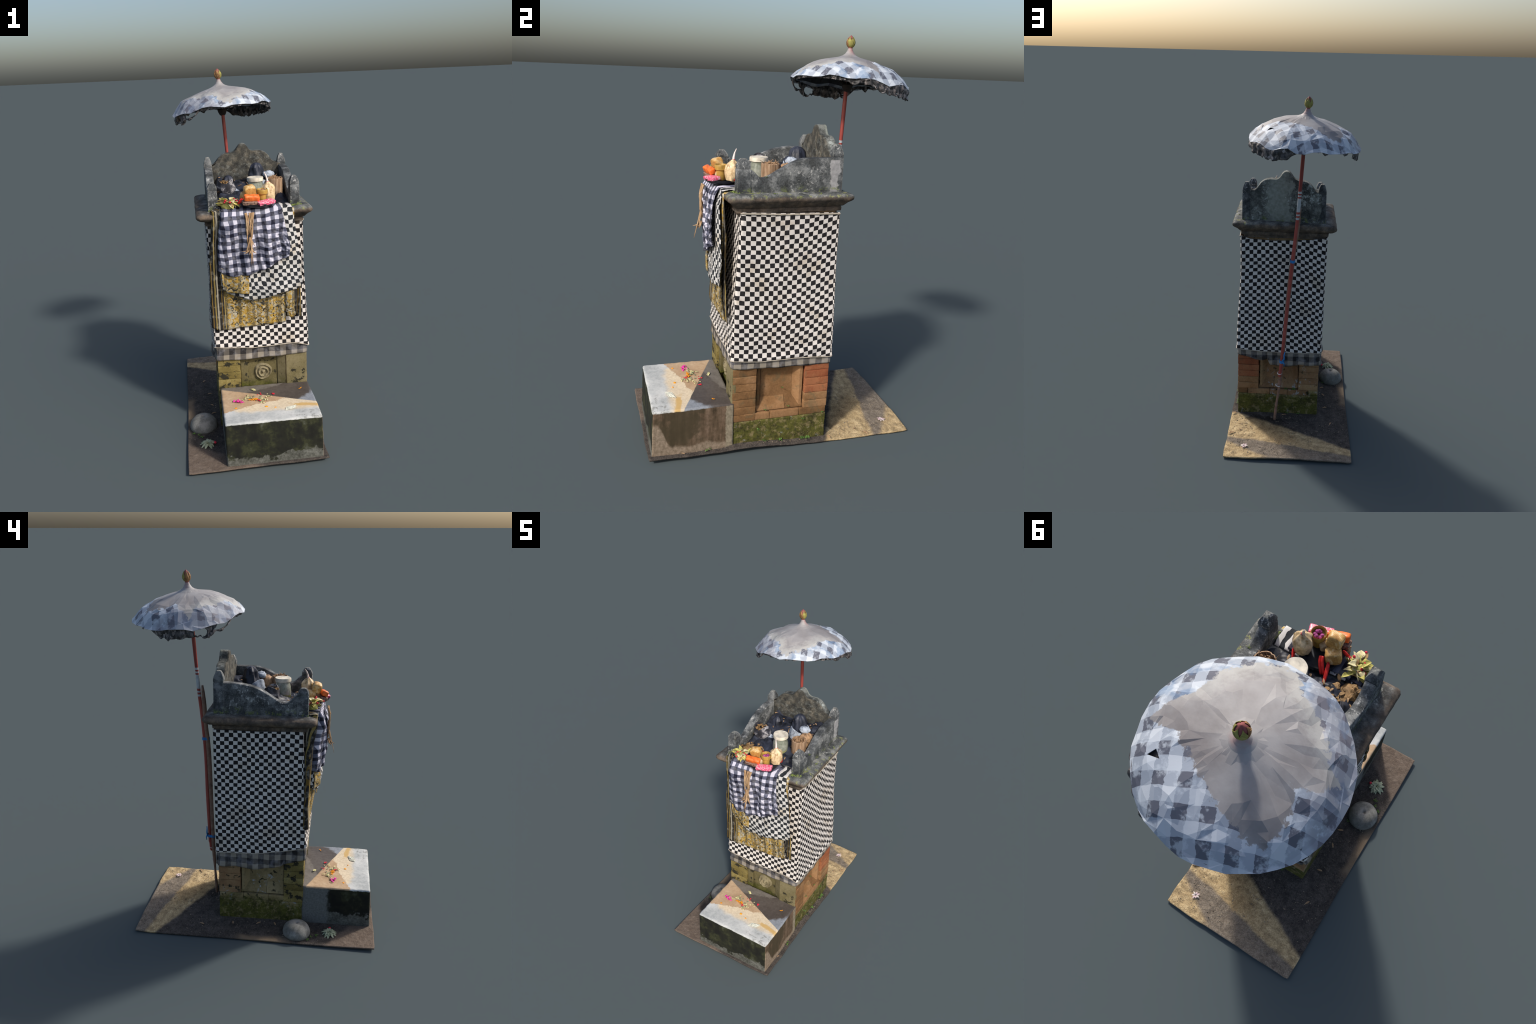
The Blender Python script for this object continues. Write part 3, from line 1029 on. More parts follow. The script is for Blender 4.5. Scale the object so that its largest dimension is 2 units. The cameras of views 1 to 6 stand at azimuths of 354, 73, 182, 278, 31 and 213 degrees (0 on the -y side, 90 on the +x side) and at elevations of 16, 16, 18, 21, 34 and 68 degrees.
# sloping sills and raised jamb strips inside the recesses
for nm, mat, mapf in (
    ("right", M_brick_tan, lambda a, d, z: (CX1 - d, a, z)),
    ("left", M_brick_left, lambda a, d, z: (CX0 + d, a, z)),
    ("back", M_brick_back, lambda a, d, z: (a, CY1 - d, z)),
):
    a0, a1 = {"right": (-0.145, 0.094), "left": (-0.158, 0.092), "back": (-0.048, 0.196)}[nm]
    b0, b1 = {"right": (-0.117, 0.045), "left": (-0.12, 0.044), "back": (-0.012, 0.155)}[nm]
    mid = lerp(a0, a1, 0.62 if nm != "left" else 0.4)
    for s0, s1 in ((a0, mid - 0.001), (mid + 0.001, a1)):
        k0 = max(s0, b0)
        k1 = min(s1, b1)
        wedge("sill_stone", [mapf(s0, 0.012, 0.196), mapf(s1, 0.012, 0.196), mapf(s1, 0.048, 0.196), mapf(s0, 0.048, 0.196),
                             mapf(s0, 0.0135, 0.203), mapf(s1, 0.0135, 0.203), mapf(s1, 0.047, 0.255), mapf(s0, 0.047, 0.255)], mat)
    for (b_, a_, d_) in ((b1, a1 - 0.004, 0.016), (b0, a0 + 0.002, 0.024)):
        sg = 1 if a_ > b_ else -1
        wedge("jamb_stone", [mapf(q, d, z) for z in (0.2, 0.48) for (q, d) in ((b_, 0.0465), (a_ - sg * 0.014, d_), (a_, d_), (a_, 0.05))], mat)
# front recess: a left strip, a right jamb and the carved flower
block("jamb_stone", (-0.046, CY0 + 0.012, 0.255), (-0.006, CY0 + 0.035, 0.48), 0.01, 0.003, M_plaster, shrine, rough_disp(0.002, 40))
wedge("jamb_stone", [(0.165, CY0 + 0.027, 0.25), (0.205, CY0 + 0.004, 0.25), (0.209, CY0 + 0.004, 0.25), (0.209, CY0 + 0.034, 0.25),
                     (0.165, CY0 + 0.027, 0.48), (0.205, CY0 + 0.004, 0.48), (0.209, CY0 + 0.004, 0.48), (0.209, CY0 + 0.034, 0.48)], M_plaster)


def rosette():
    c = Vector((0.081, CY0 + 0.034, 0.334))
    n, rings = 72, 34
    v, f = [], []
    for j in range(rings + 1):
        t = j / rings
        for i in range(n):
            a = TAU * i / n
            pet = abs(math.sin(a * 4.5 + 0.3 * math.sin(a * 2)))
            pet2 = abs(math.sin(a * 3.0 + 1.1))
            r = 0.051 * t * (1 + 0.035 * math.sin(a * 3 + 1) + 0.03 * (pet - 0.5) * sstep(0.7, 1, t))
            h = 0.0
            h += 0.015 * math.exp(-((t - 0.84) / 0.11) ** 2) * (0.72 + 0.28 * pet)
            h += 0.017 * math.exp(-((t - 0.50) / 0.10) ** 2) * (0.72 + 0.28 * pet2)
            h += 0.019 * math.exp(-((t) / 0.16) ** 2)
            h += 0.006 * (1 - t)
            h += 0.0015 * fb(r * math.cos(a), r * math.sin(a), 0, 70, 2, 2)
            if t == 1:
                h = -0.004
            v.append(c + Vector((r * math.cos(a), -h, r * math.sin(a))))
    f = grid_faces(n, rings + 1, True)
    mesh("carved_flower", v, f, M_rosette, shrine)


rosette()

# ---- column hidden under the cloth
block("column", (CX0 + 0.012, CY0 + 0.03, 0.47), (0.300, CY1 - 0.012, 1.225), 0.04, 0.004, M_brick_back, shrine)


# perimeter walk round the column: s in 0..4 (front, right, back, left), rounded corners
def perim(s, z, off):
    x0 = lerp(-0.172, -0.180, sstep(0.4, 1.2, z)) - off
    lean = lerp(0.004, 0.013, sstep(0.45, 1.1, z))
    x1 = pl([(0.4, 0.329), (0.57, 0.331), (0.95, 0.316), (1.2, 0.319)], z) + off
    y0 = pl([(0.4, -0.275), (0.6, -0.272), (1.2, -0.240)], z) - off
    y1 = 0.222 + off + 0.001
    c = [(x0, y0), (x1, y0), (x1 - lean, y1), (x0, y1)]
    k = int(s) % 4
    t = s - int(s)
    a, b = c[k], c[(k + 1) % 4]
    p = Vector((lerp(a[0], b[0], t), lerp(a[1], b[1], t), z))
    nrm = [Vector((0, -1, 0)), Vector((1, 0, 0)), Vector((0, 1, 0)), Vector((-1, 0, 0))][k]
    e = min(t, 1 - t)
    rc = 0.014
    L = 0.5
    d = e * L
    if d < rc:   # round the corner
        q = rc - d
        cut = q * q / (2 * rc)
        p -= nrm * cut
        nn = [Vector((0, -1, 0)), Vector((1, 0, 0)), Vector((0, 1, 0)), Vector((-1, 0, 0))][(k + 1) % 4 if t > 0.5 else (k - 1) % 4]
        nrm = (nrm + nn * (q / rc)).normalized()
    return p, nrm


HEM_BOT = [(0, .438), (.32, .435), (.6, .438), (1, .446), (1.5, .433), (2, .430), (2.12, .418), (2.22, .404), (2.30, .398), (2.36, .408), (2.40, .372), (2.6, .369), (2.96, .377), (3.0, .374), (3.4, .368), (3.62, .380), (3.72, .398), (3.9, .430), (4, .438)]
HEM_TOP = .56
WRAP_BOT = [(0, .520), (.4, .503), (.86, .514), (1, .492), (1.25, .478), (1.6, .480), (2, .470), (2.3, .462), (3, .459), (3.4, .465), (3.7, .49), (4, .519)]
WRAP_TOP = [(0, 1.205), (1, 1.21), (1.4, 1.20), (2, 1.196), (2.12, 1.178), (2.4, 1.170), (2.8, 1.182), (3, 1.197), (3.5, 1.195), (4, 1.205)]


def hem_fn(u, v):
    s = u * 4
    zb = pl(HEM_BOT, s) + 0.004 * nz(s * 3, 0, 0, 2)
    z = lerp(zb, HEM_TOP, v)
    p, n = perim(s % 4, z, 0.004)
    out = 0.006 * sstep(.56, .42, z) * (0.6 + fb(s, z, 0, 5, 2, 2))
    out += 0.004 * math.sin(s * 23 + 3 * nz(s, z, 0, 4)) * sstep(0.52, 0.42, z) * 0.6
    if 3 < s < 3.75 or 2.38 < s < 3:
        out += 0.010 * sstep(0.46, 0.40, z) * abs(math.sin((s - 3) * 7 + z * 30))
    k, t = int(s) % 4, s % 1
    if k == 2:
        out += 0.011 * math.sin(math.pi * t)
    if k == 3:
        out += 0.012 * math.exp(-((t - 0.55) / 0.3) ** 2)
    return p + n * out


surface("underskirt", hem_fn, 260, 18, M_hem, shrine, closed_u=True, solid=0.0022)


def wrap_fn(u, v):
    s = u * 4
    zb = pl(WRAP_BOT, s) + 0.002 * nz(s * 4, 0, 0, 3)
    zt = pl(WRAP_TOP, s)
    z = lerp(zb, zt, v)
    p, n = perim(s % 4, z, 0.010)
    e = min(s % 1, 1 - s % 1)
    mid = sstep(0.02, 0.18, e)
    out = mid * (0.005 * fb(s * 1.2, z * 2.5, 0, 2.2, 6, 3) + 0.0016 * fb(s * 8, z * 12, 0, 2.4, 9, 2))
    # a slack roll of cloth just above the hem on the flank
    k = int(s)
    if k == 1:
        t = s - 1
        zc = 0.505 - 0.035 * math.sin(math.pi * min(1, t * 1.2)) + 0.02
        out += 0.006 * math.exp(-((z - zc) / 0.018) ** 2) * mid
    out += 0.004 * sstep(zb + 0.04, zb, z)
    t = s - k
    if k == 2:
        out += 0.010 * math.sin(math.pi * t) * sstep(1.0, 0.62, z)
    if k == 3:
        out += 0.016 * math.exp(-((t - 0.55) / 0.3) ** 2 - ((z - 0.60) / 0.14) ** 2)
    return p + n * out


surface("checkered_wrap", wrap_fn, 300, 96, M_wrap, shrine, closed_u=True, solid=0.002)
# pale rolled hem along the top and bottom edge of the wrap
pts, pts2, pts3 = [], [], []
for i in range(161):
    s = 4 * i / 160
    p = wrap_fn((s % 4) / 4, 0.0)
    pts.append(p)
    p, n = perim(s % 4, pl(HEM_BOT, s) + 0.003, 0.0085)
    pts3.append(p)
    if 1.0 <= s <= 2.0:
        p, n = perim(s % 4, pl(WRAP_TOP, s) - 0.006, 0.012)
        pts2.append(p)
tube("rolled_hem", pts, 0.0022, M_edge, shrine, 6)
tube("rolled_hem", pts2, lambda t: 0.0040, M_edge, shrine, 6)

# ---- cornice: stacked mouldings, one closed loft
CORN = [(1.185, 0.000), (1.203, 0.000), (1.2045, 0.015), (1.221, 0.016), (1.225, 0.012), (1.229, 0.022), (1.240, 0.040), (1.250, 0.054), (1.257, 0.060), (1.264, 0.0615), (1.272, 0.060), (1.278, 0.055), (1.2835, 0.040), (1.287, 0.015), (1.289, -0.03), (1.290, -0.12)]


def cornice():
    n = 4 * 90
    v = []
    for (z, o) in CORN:
        x0, x1, y0, y1 = -0.179 - o, 0.308 + o, -0.255 - o * 1.04, 0.221 + o
        for i in range(n):
            s = 4 * i / n
            k, t = int(s), s - int(s)
            c = [(x0, y0), (x1 + 0.003, y0), (x1 - 0.010, y1), (x0, y1)]
            a, b = c[k], c[(k + 1) % 4]
            p = Vector((lerp(a[0], b[0], t), lerp(a[1], b[1], t), z))
            cx, cy = 0.066, -0.017
            e = min(t, 1 - t)
            rr = 0.008 * sstep(0.03, 0, e) * (1 if o > 0.03 else 0.4)
            d = Vector((p.x - cx, p.y - cy, 0)).normalized()
            w = 0.004 * fb(p.x, p.y, p.z, 12, 5, 4) * (1 if o > 0.02 else 0.4) + 0.002 * fb(p.x, p.y, p.z * 2, 50, 7, 2)
            chip = -0.010 * max(0, fb(p.x, p.y, 0, 9, 21, 3) - 0.28) * 3 if o > 0.03 else 0
            p += d * (w - rr + chip)
            # the ledge dips towards the left and the front
            p.z += (0.007 * (p.x - 0.07) / 0.3 if z > 1.23 else 0) + 0.0025 * fb(p.x, p.y, 2, 16, 2, 3)
            v.append(p)
    f = grid_faces(n, len(CORN), True)
    # gridded top, fan of quads to the middle
    f.append(tuple((len(CORN) - 1) * n + i for i in range(n)))
    f.append(tuple(reversed(range(n))))
    mesh("cornice", v, f, M_cornice, shrine, angle=50)


cornice()


# ---- throne: side panels, back panel, posts
def extrude_profile(name, pts, axis, a0, a1, mat, res=0.012, rnd=0.004, seed=0.0, amp=0.003):
    """closed outline (p, z) extruded along axis ('x' or 'y') from a0 to a1 with rounded rims"""
    # resample the outline
    P = []
    m = len(pts)
    for i in range(m):
        a, b = Vector(pts[i]), Vector(pts[(i + 1) % m])
        k = max(1, int((b - a).length / res))
        for q in range(k):
            P.append(a.lerp(b, q / k))
    n = len(P)
    # smooth a little
    for it in range(2):
        P = [P[i] * 0.6 + (P[i - 1] + P[(i + 1) % n]) * 0.2 for i in range(n)]
    area = sum(P[i].x * P[(i + 1) % n].y - P[(i + 1) % n].x * P[i].y for i in range(n))
    sg = 1 if area > 0 else -1
    N = []
    for i in range(n):
        t = (P[(i + 1) % n] - P[i - 1]).normalized()
        N.append(Vector((t.y, -t.x)) * sg)
    v = []
    lay = [(a0, -rnd), (a0 + rnd * 0.35, -rnd * 0.35), (a0 + rnd, 0)]
    k = max(2, int((a1 - a0 - 2 * rnd) / 0.010))
    lay += [(lerp(a0 + rnd, a1 - rnd, i / k), 0) for i in range(1, k)]
    lay += [(a1 - rnd, 0), (a1 - rnd * 0.35, -rnd * 0.35), (a1, -rnd)]
    for (a, o) in lay:
        for i in range(n):
            q = P[i] + N[i] * o
            p = Vector((a, q.x, q.y)) if axis == 'x' else Vector((q.x, a, q.y))
            d = amp * fb(p.x, p.y, p.z, 20, seed, 4)
            nn = Vector((0, N[i].x, N[i].y)) if axis == 'x' else Vector((N[i].x, 0, N[i].y))
            v.append(p + nn * d)
    f = grid_faces(n, len(lay), True)
    bm = bmesh.new()
    for p in v:
        bm.verts.new(p)
    bm.verts.ensure_lookup_table()
    for q in f:
        bm.faces.new([bm.verts[i] for i in q])
    caps = [bm.faces.new([bm.verts[i] for i in range(n)]), bm.faces.new([bm.verts[(len(lay) - 1) * n + i] for i in range(n)])]
    bmesh.ops.triangulate(bm, faces=caps)
    me = bpy.data.meshes.new(name)
    bmesh.ops.recalc_face_normals(bm, faces=bm.faces)
    bm.to_mesh(me)
    bm.free()
    for p in me.polygons:
        p.use_smooth = True
    me.set_sharp_from_angle(angle=math.radians(48))
    me.materials.append(mat)
    ob = bpy.data.objects.new(name, me)
    bpy.context.collection.objects.link(ob)
    attach(ob, shrine)
    return ob


Z0 = 1.275
extrude_profile("side_panel", [(-0.215, Z0), (-0.215, 1.400), (-0.19, 1.390), (-0.178, 1.370), (-0.167, 1.357), (-0.150, 1.352), (-0.115, 1.365), (-0.062, 1.397), (-0.010, 1.427), (0.044, 1.443), (0.10, 1.446), (0.20, 1.447), (0.20, Z0)], 'x', 0.262, 0.3045, M_panel, seed=1)
extrude_profile("side_panel", [(-0.215, Z0 - .005), (-0.215, 1.400), (-0.195, 1.384), (-0.182, 1.360), (-0.154, 1.345), (-0.122, 1.352), (-0.079, 1.380), (-0.025, 1.413), (0.028, 1.433), (0.092, 1.445), (0.20, 1.447), (0.20, Z0 - .005)], 'x', -0.171, -0.127, M_panel, seed=4)
extrude_profile("back_panel", [(-0.150, Z0), (-0.150, 1.455), (-0.118, 1.458), (-0.101, 1.476), (-0.086, 1.499), (-0.066, 1.517), (-0.039, 1.525), (0.003, 1.525), (0.020, 1.541), (0.034, 1.572), (0.045, 1.577), (0.074, 1.577), (0.088, 1.553), (0.103, 1.528), (0.125, 1.530), (0.150, 1.534), (0.179, 1.527), (0.202, 1.510), (0.217, 1.488), (0.232, 1.464), (0.280, 1.455), (0.280, Z0)], 'y', 0.176, 0.230, M_back, seed=8)


def post(x0, x1, y0, y1, z0, shoulder, tip, seed):
    """square post with a faceted, tapering cap above a shallow groove"""
    cx, cy = (x0 + x1) / 2, (y0 + y1) / 2
    prof = [(z0, 1.0), (lerp(z0, shoulder, .3), 1.0), (lerp(z0, shoulder, .6), .99), (shoulder - 0.006, .98), (shoulder - 0.003, .90), (shoulder, .90), (shoulder + 0.004, .98),
            (lerp(shoulder, tip, .35), .92), (lerp(shoulder, tip, .65), .74), (lerp(shoulder, tip, .9), .50), (tip, .36), (tip + 0.001, 0.0)]
    n = 40
    v = []
    for z, k in prof:
        for i in range(n):
            s = 4 * i / n
            q, t = int(s), s - int(s)
            c = [(-1, -1), (1, -1), (1, 1), (-1, 1)]
            a, b = c[q], c[(q + 1) % 4]
            ux, uy = lerp(a[0], b[0], t), lerp(a[1], b[1], t)
            l = max(abs(ux), abs(uy))
            rr = math.hypot(ux, uy)
            f_ = 1 - 0.10 * max(0, rr - 1.2)
            p = Vector((cx + ux * k * f_ * (x1 - x0) / 2, cy + uy * k * f_ * (y1 - y0) / 2, z))
            d = 0.003 * fb(p.x, p.y, p.z, 26, seed, 3)
            p += Vector((ux, uy, 0)).normalized() * d * (1 if k > 0 else 0)
            v.append(p)
    f = grid_faces(n, len(prof), True)
    mesh("post", v, f, M_panel, shrine, angle=45)


post(0.259, 0.309, -0.268, -0.205, 1.28, 1.400, 1.443, 1)
post(-0.173, -0.122, -0.272, -0.212, 1.27, 1.392, 1.428, 2)
post(0.258, 0.307, 0.176, 0.232, 1.28, 1.452, 1.508, 3)
post(-0.173, -0.124, 0.172, 0.230, 1.275, 1.450, 1.506, 4)


# ---- draped cloths over the front ledge
def drape(name, xl, xr, zb, ztop, yprof, fold, mat, nu=90, nv=80, y_in=-0.25, ret=0.0, thick=0.0022, side_ret=None, ragged=0.0, gap=0.020):
    """cloth lying over the ledge and hanging down; xl/xr: (z, x) edges, zb: (u, z) lower edge"""
    lead = 8
    cols = []
    nr = 7 if ret else 0

    def pt(u, j):
        if j < lead:
            t = j / lead
            x = lerp(pl(xl, ztop), pl(xr, ztop), u)
            y = lerp(y_in, -0.318, t)
            z = ztop + 0.003 * fb(x, y, 0, 30, 3, 2) + 0.002 * math.sin(x * 150 + 2)
            if t > 0.8:
                z -= 0.004 * (t - 0.8) / 0.2
            return Vector((x, y, z)), 0
        t = (j - lead) / (nv - 1 - lead)
        b = pl(zb, u) + ragged * fb(u * 6, 0, 0, 2, 4, 3)
        z = lerp(ztop - 0.004, b, t)
        x = lerp(pl(xl, z), pl(xr, z), u)
        h = ztop - z
        y = pl(yprof, z) - fold(u, x, z, h) + 0.026 * sstep(0.06, -0.13, x) * sstep(1.235, 1.10, z)
        y = min(y, pl([(0.4, -0.275), (0.6, -0.272), (1.2, -0.240)], z) - gap)
        return Vector((x, y, z)), t
    v = []
    n = nu + nr
    for j in range(nv):
        for i in range(nr):
            p, t = pt(0, j)
            q = 1 - i / nr
            p = Vector((p.x - 0.006 * math.sin(q * 3.0) - 0.002 * math.sin(p.z * 60), lerp(p.y, max(p.y, -0.262), q * ret) if j > lead else p.y, p.z + (0.003 * q if j > lead else 0)))
            v.append(p)
        for i in range(nu):
            v.append(pt(i / (nu - 1), j)[0])
    mesh(name, v, grid_faces(n, nv), mat, shrine, solid=thick, offset=0)


# gold batik hanging lowest, in stiff vertical folds
def fold_batik(u, x, z, h):
    a = sstep(0.0, 0.25, h)
    return a * (0.0075 * abs(math.sin(x * 58 + 0.8 * nz(x, z, 0, 5))) + 0.004 * fb(x, z, 0, 14, 3, 3)) - 0.003


YB = [(0.6, -0.288), (0.66, -0.292), (0.75, -0.306), (0.88, -0.318), (1.1, -0.318), (1.22, -0.322), (1.297, -0.318)]
drape("gold_batik_cloth", [(0.6, -0.112), (0.9, -0.112), (1.3, -0.115)], [(0.6, 0.212), (0.8, 0.216), (1.3, 0.22)], [(0, .622), (.2, .632), (.45, .634), (1, .646)], 1.292, YB, fold_batik, M_batik, 110, 80, -0.26)
# striped border folds at its left, turning the corner
drape("striped_border_cloth", [(0.6, -0.184), (0.72, -0.187), (0.9, -0.183), (1.0, -0.180), (1.2, -0.157), (1.3, -0.150)], [(0.6, -0.108), (1.3, -0.105)], [(0, .638), (.4, .622), (1, .626)], 1.292,
      [(0.6, -0.294), (0.8, -0.305), (1.1, -0.318), (1.297, -0.318)], lambda u, x, z, h: 0.008 * abs(math.sin(x * 95 + 1)) * sstep(0, .2, h), M_stripe, 40, 80, -0.27, 1.0)
# loose strip of the same batik at the right, and grey selvedge folds next to it
drape("gold_batik_strip", [(0.6, 0.222), (0.82, 0.214), (1.3, 0.235)], [(0.6, 0.270), (0.82, 0.256), (1.3, 0.270)], [(0, .690), (.6, .675), (1, .690)], 1.285,
      [(0.6, -0.302), (0.8, -0.324), (1.1, -0.318), (1.297, -0.318)], lambda u, x, z, h: 0.006 * math.sin(u * 3.1), M_batik, 16, 60, -0.28, gap=0.026)
drape("selvedge_fold", [(0.6, 0.268), (0.82, 0.258), (1.3, 0.245)], [(0.6, 0.304), (0.82, 0.296), (1.3, 0.262)], [(0, .700), (1, .665)], 1.283,
      [(0.6, -0.288), (0.8, -0.306), (1.1, -0.305), (1.297, -0.318)], lambda u, x, z, h: 0.007 * abs(math.sin(x * 170)), M_stripe, 22, 60, -0.29, gap=0.022)


# checkered cloth over it
def fold_layer(u, x, z, h):
    a = sstep(0.02, 0.2, h) * (1 - 0.75 * sstep(0.96, 1.0, z) * sstep(0.24, 0.20, x))
    return a * (0.006 * math.sin(x * 33 + 14 * (1.3 - z) * 0.4 + 1.5 * nz(x, z, 0, 6)) + 0.008 * fb(x, z, 0, 15, 7, 3)) + 0.005 * sstep(0.95, 0.84, z) * math.sin(u * 3.1)


drape("checkered_layer_cloth", [(0.7, -0.108), (0.87, -0.120), (0.97, -0.128), (1.3, -0.112)], [(0.7, 0.30), (0.88, 0.303), (1.05, 0.290), (1.2, 0.270), (1.3, 0.256)],
      [(0, .862), (.06, .835), (.2, .822), (.35, .797), (.5, .805), (.75, .836), (.93, .845), (1, .872)], 1.296,
      [(0.79, -0.326), (0.86, -0.338), (0.95, -0.338), (1.1, -0.338), (1.22, -0.338), (1.297, -0.320)], fold_layer, M_layer, 130, 90, -0.225, 0.7, gap=0.036)
# gold patch sewn on its lower left
drape("gold_patch", [(0.7, -0.118), (0.87, -0.121), (1.0, -0.128)], [(0.7, 0.012), (1.0, 0.018)], [(0, .868), (.15, .848), (1, .840)], 0.985,
      [(0.79, -0.3325), (0.86, -0.3440), (0.94, -0.3435), (0.96, -0.339), (1.1, -0.338)], lambda u, x, z, h: (0.006 * math.sin(x * 33 + 14 * (1.3 - z) * 0.4 + 1.5 * nz(x, z, 0, 6)) + 0.008 * fb(x, z, 0, 15, 7, 3)) + 0.005 * sstep(0.95, 0.84, z) * math.sin(min(1, max(0, (x + .12) / .42)) * 3.1), M_batik, 40, 40, -0.330, gap=0.042)


# navy gingham on top
def fold_ging(u, x, z, h):
    a = sstep(0.0, 0.12, h)
    f1 = 0.0095 * math.sin(x * 62 + 2.0 * nz(x, z, 0, 5, 2)) * (0.5 + 0.5 * sstep(0, 0.15, h))
    f2 = 0.010 * fb(x, z, 0, 16, 5, 3) + 0.005 * fb(x, z, 0, 45, 9, 2)
    cr = math.exp(-(((x - 0.185) / 0.07) ** 2 + ((z - 1.09) / 0.10) ** 2))
    f3 = cr * 0.022 * abs(fb(x + 0.4 * z, z - 0.5 * x, 0, 24, 8, 3)) * 2.0
    vrt = -0.010 * math.exp(-((x - 0.075 - 0.3 * (1.1 - z)) / 0.012) ** 2) * sstep(0.05, 0.2, h)
    return a * (f1 + f2 + f3 + vrt) + 0.002


drape("navy_gingham_cloth", [(0.9, -0.128), (0.98, -0.136), (1.1, -0.130), (1.3, -0.106)], [(0.93, 0.15), (1.0, 0.19), (1.04, 0.230), (1.1, 0.238), (1.2, 0.215), (1.3, 0.200)],
      [(0, .968), (.06, .955), (.14, .944), (.3, .940), (.5, .948), (.72, .968), (.8, .978), (.88, 1.005), (1, 1.040)], 1.300,
      [(0.93, -0.349), (1.0, -0.356), (1.1, -0.360), (1.2, -0.358), (1.26, -0.346), (1.297, -0.324)], fold_ging, M_ging, 150, 100, -0.235, 0.8, gap=0.050)

# dry palm blades hanging on the gingham
parts = []
rp = random.Random(21)
for i in range(16):
    x0 = 0.030 + rp.uniform(-0.022, 0.024)
    z1 = rp.uniform(1.10, 1.19)
    pts = []
    for k in range(8):
        t = k / 7
        z = lerp(1.285, z1, t)
        pts.append((lerp(x0, 0.028 + (x0 - 0.03) * 0.45, t) + 0.003 * math.sin(6 * t + i), -0.366 - 0.012 * math.sin(3 * t) - 0.006 * rp.random(), z))
    parts.append(tube_geo(pts, lambda t: 0.0042 * (1 - 0.6 * t), 5))
for i in range(14):
    a = rp.uniform(-1, 1)
    pts = []
    for k in range(6):
        t = k / 5
        pts.append((0.028 + a * 0.030 * t + 0.004 * math.sin(3 * t), -0.378 - 0.012 * t - (0.022 * t if abs(a) < 0.3 else 0), lerp(1.16, rp.uniform(1.055, 1.10) if abs(a) > 0.25 else 1.02, t)))
    parts.append(tube_geo(pts, lambda t: 0.0036 * (1.05 - t), 5))
for (x1, y1, z1) in ((0.018, -0.416, 1.079), (-0.010, -0.396, 1.078), (0.058, -0.392, 1.075), (-0.018, -0.385, 1.088), (0.03, -0.40, 1.07)):
    pts = [(lerp(0.03, x1, t), lerp(-0.376, y1, t), lerp(1.10, z1, t) - 0.006 * math.sin(3.1 * t)) for t in (0, .3, .6, 1)]
    parts.append(tube_geo(pts, lambda t: 0.0065 * (1.1 - t), 6))
v, f = join_geo(parts)
mesh("dry_palm_tassel", v, f, M_palm, shrine)

# moss tufts and small weeds on the ledge and at the foot
parts, parts2 = [], []
rw = random.Random(31)


def weed(x, y, z, n, s, out):
    for i in range(n):
        a = rw.uniform(0, TAU)
        l = s * rw.uniform(0.5, 1.2)
        e = rw.uniform(0.3, 1.4)
        b = (x + rw.gauss(0, s * 0.6), y + rw.gauss(0, s * 0.6), z + rw.uniform(0, s * 0.5))
        out.append(leaf_geo(b, (math.cos(a), math.sin(a), e), (0, 0, 1), l, l * 0.6, 0.3, 3, 4, 0.2, 0.8))


for (x, y, n, s) in ((0.272, -0.275, 26, .008), (0.292, -0.272, 20, .008), (0.315, -0.262, 16, .007), (0.322, -0.20, 12, .006), (0.318, -0.15, 16, .006), (0.33, -0.10, 12, .006), (0.313, -0.04, 10, .005), (0.335, 0.12, 8, .005), (0.25, -0.19, 10, .008), (0.24, -0.14, 8, .008), (0.30, -0.115, 12, .005)):
    weed(x, y, 1.289, n, s, parts)
for (x, y, z, n, s) in ((0.298, -0.13, 1.36, 10, .005),):
    weed(x, y, z, n, s, parts)
v, f = join_geo(parts)
mesh("moss_tuft", v, f, M_lichen, shrine, kind="stuff")
parts = []
for (x, y, n, s) in ((0.336, 0.10, 26, .010), (0.336, 0.13, 16, .010), (0.336, -0.02, 18, .009), (0.342, -0.10, 6, .008), (0.345, -0.39, 9, .012), (-0.29, -0.36, 14, .010), (-0.335, -0.315, 14, .007), (-0.30, -0.33, 8, .008), (-0.22, -0.18, 8, .007), (0.02, 0.23, 12, .009), (-0.05, 0.235, 10, .008)):
    weed(x, y, ground_z(x, y) + 0.004, n, s, parts)
for (x, y, z, n, s) in ((0.331, 0.20, 0.155, 9, .008), (0.331, -0.13, 0.10, 12, .008), (0.331, 0.1, 0.13, 8, .008), (0.318, 0.02, 0.205, 6, .007), (0.302, -0.01, 0.30, 5, .008), (-0.02, 0.218, 0.19, 22, .010), (0.03, 0.218, 0.192, 12, .009), (0.318, -0.1, 0.198, 8, .006)):
    weed(x, y, z, n, s, parts)
v, f = join_geo(parts)
mesh("weed_sprig", v, f, M_weed, shrine, kind="stuff")

# ================================================================ UMBRELLA
umb = thing("ceremonial_umbrella", (0.089, 0.292, 0.02), "ragged plaid cloth umbrella on a red pole", "umbrella")

CPROF = [(0.0, 0.002), (0.011, 0.0), (0.015, -0.012), (0.024, -0.026), (0.036, -0.035), (0.052, -0.043), (0.078, -0.050), (0.11, -0.058), (0.14, -0.066), (0.17, -0.076), (0.20, -0.089), (0.225, -0.103), (0.248, -0.119), (0.268, -0.137), (0.282, -0.152), (0.2945, -0.170)]


def rim_drop(a):
    d = math.degrees(a) % 360
    return pl([(0, .004), (60, .006), (120, .004), (170, .012), (200, .010), (240, -.004), (300, -.008), (360, .004)], d)


def rim_z(a):
    return -0.158 - rim_drop(a)


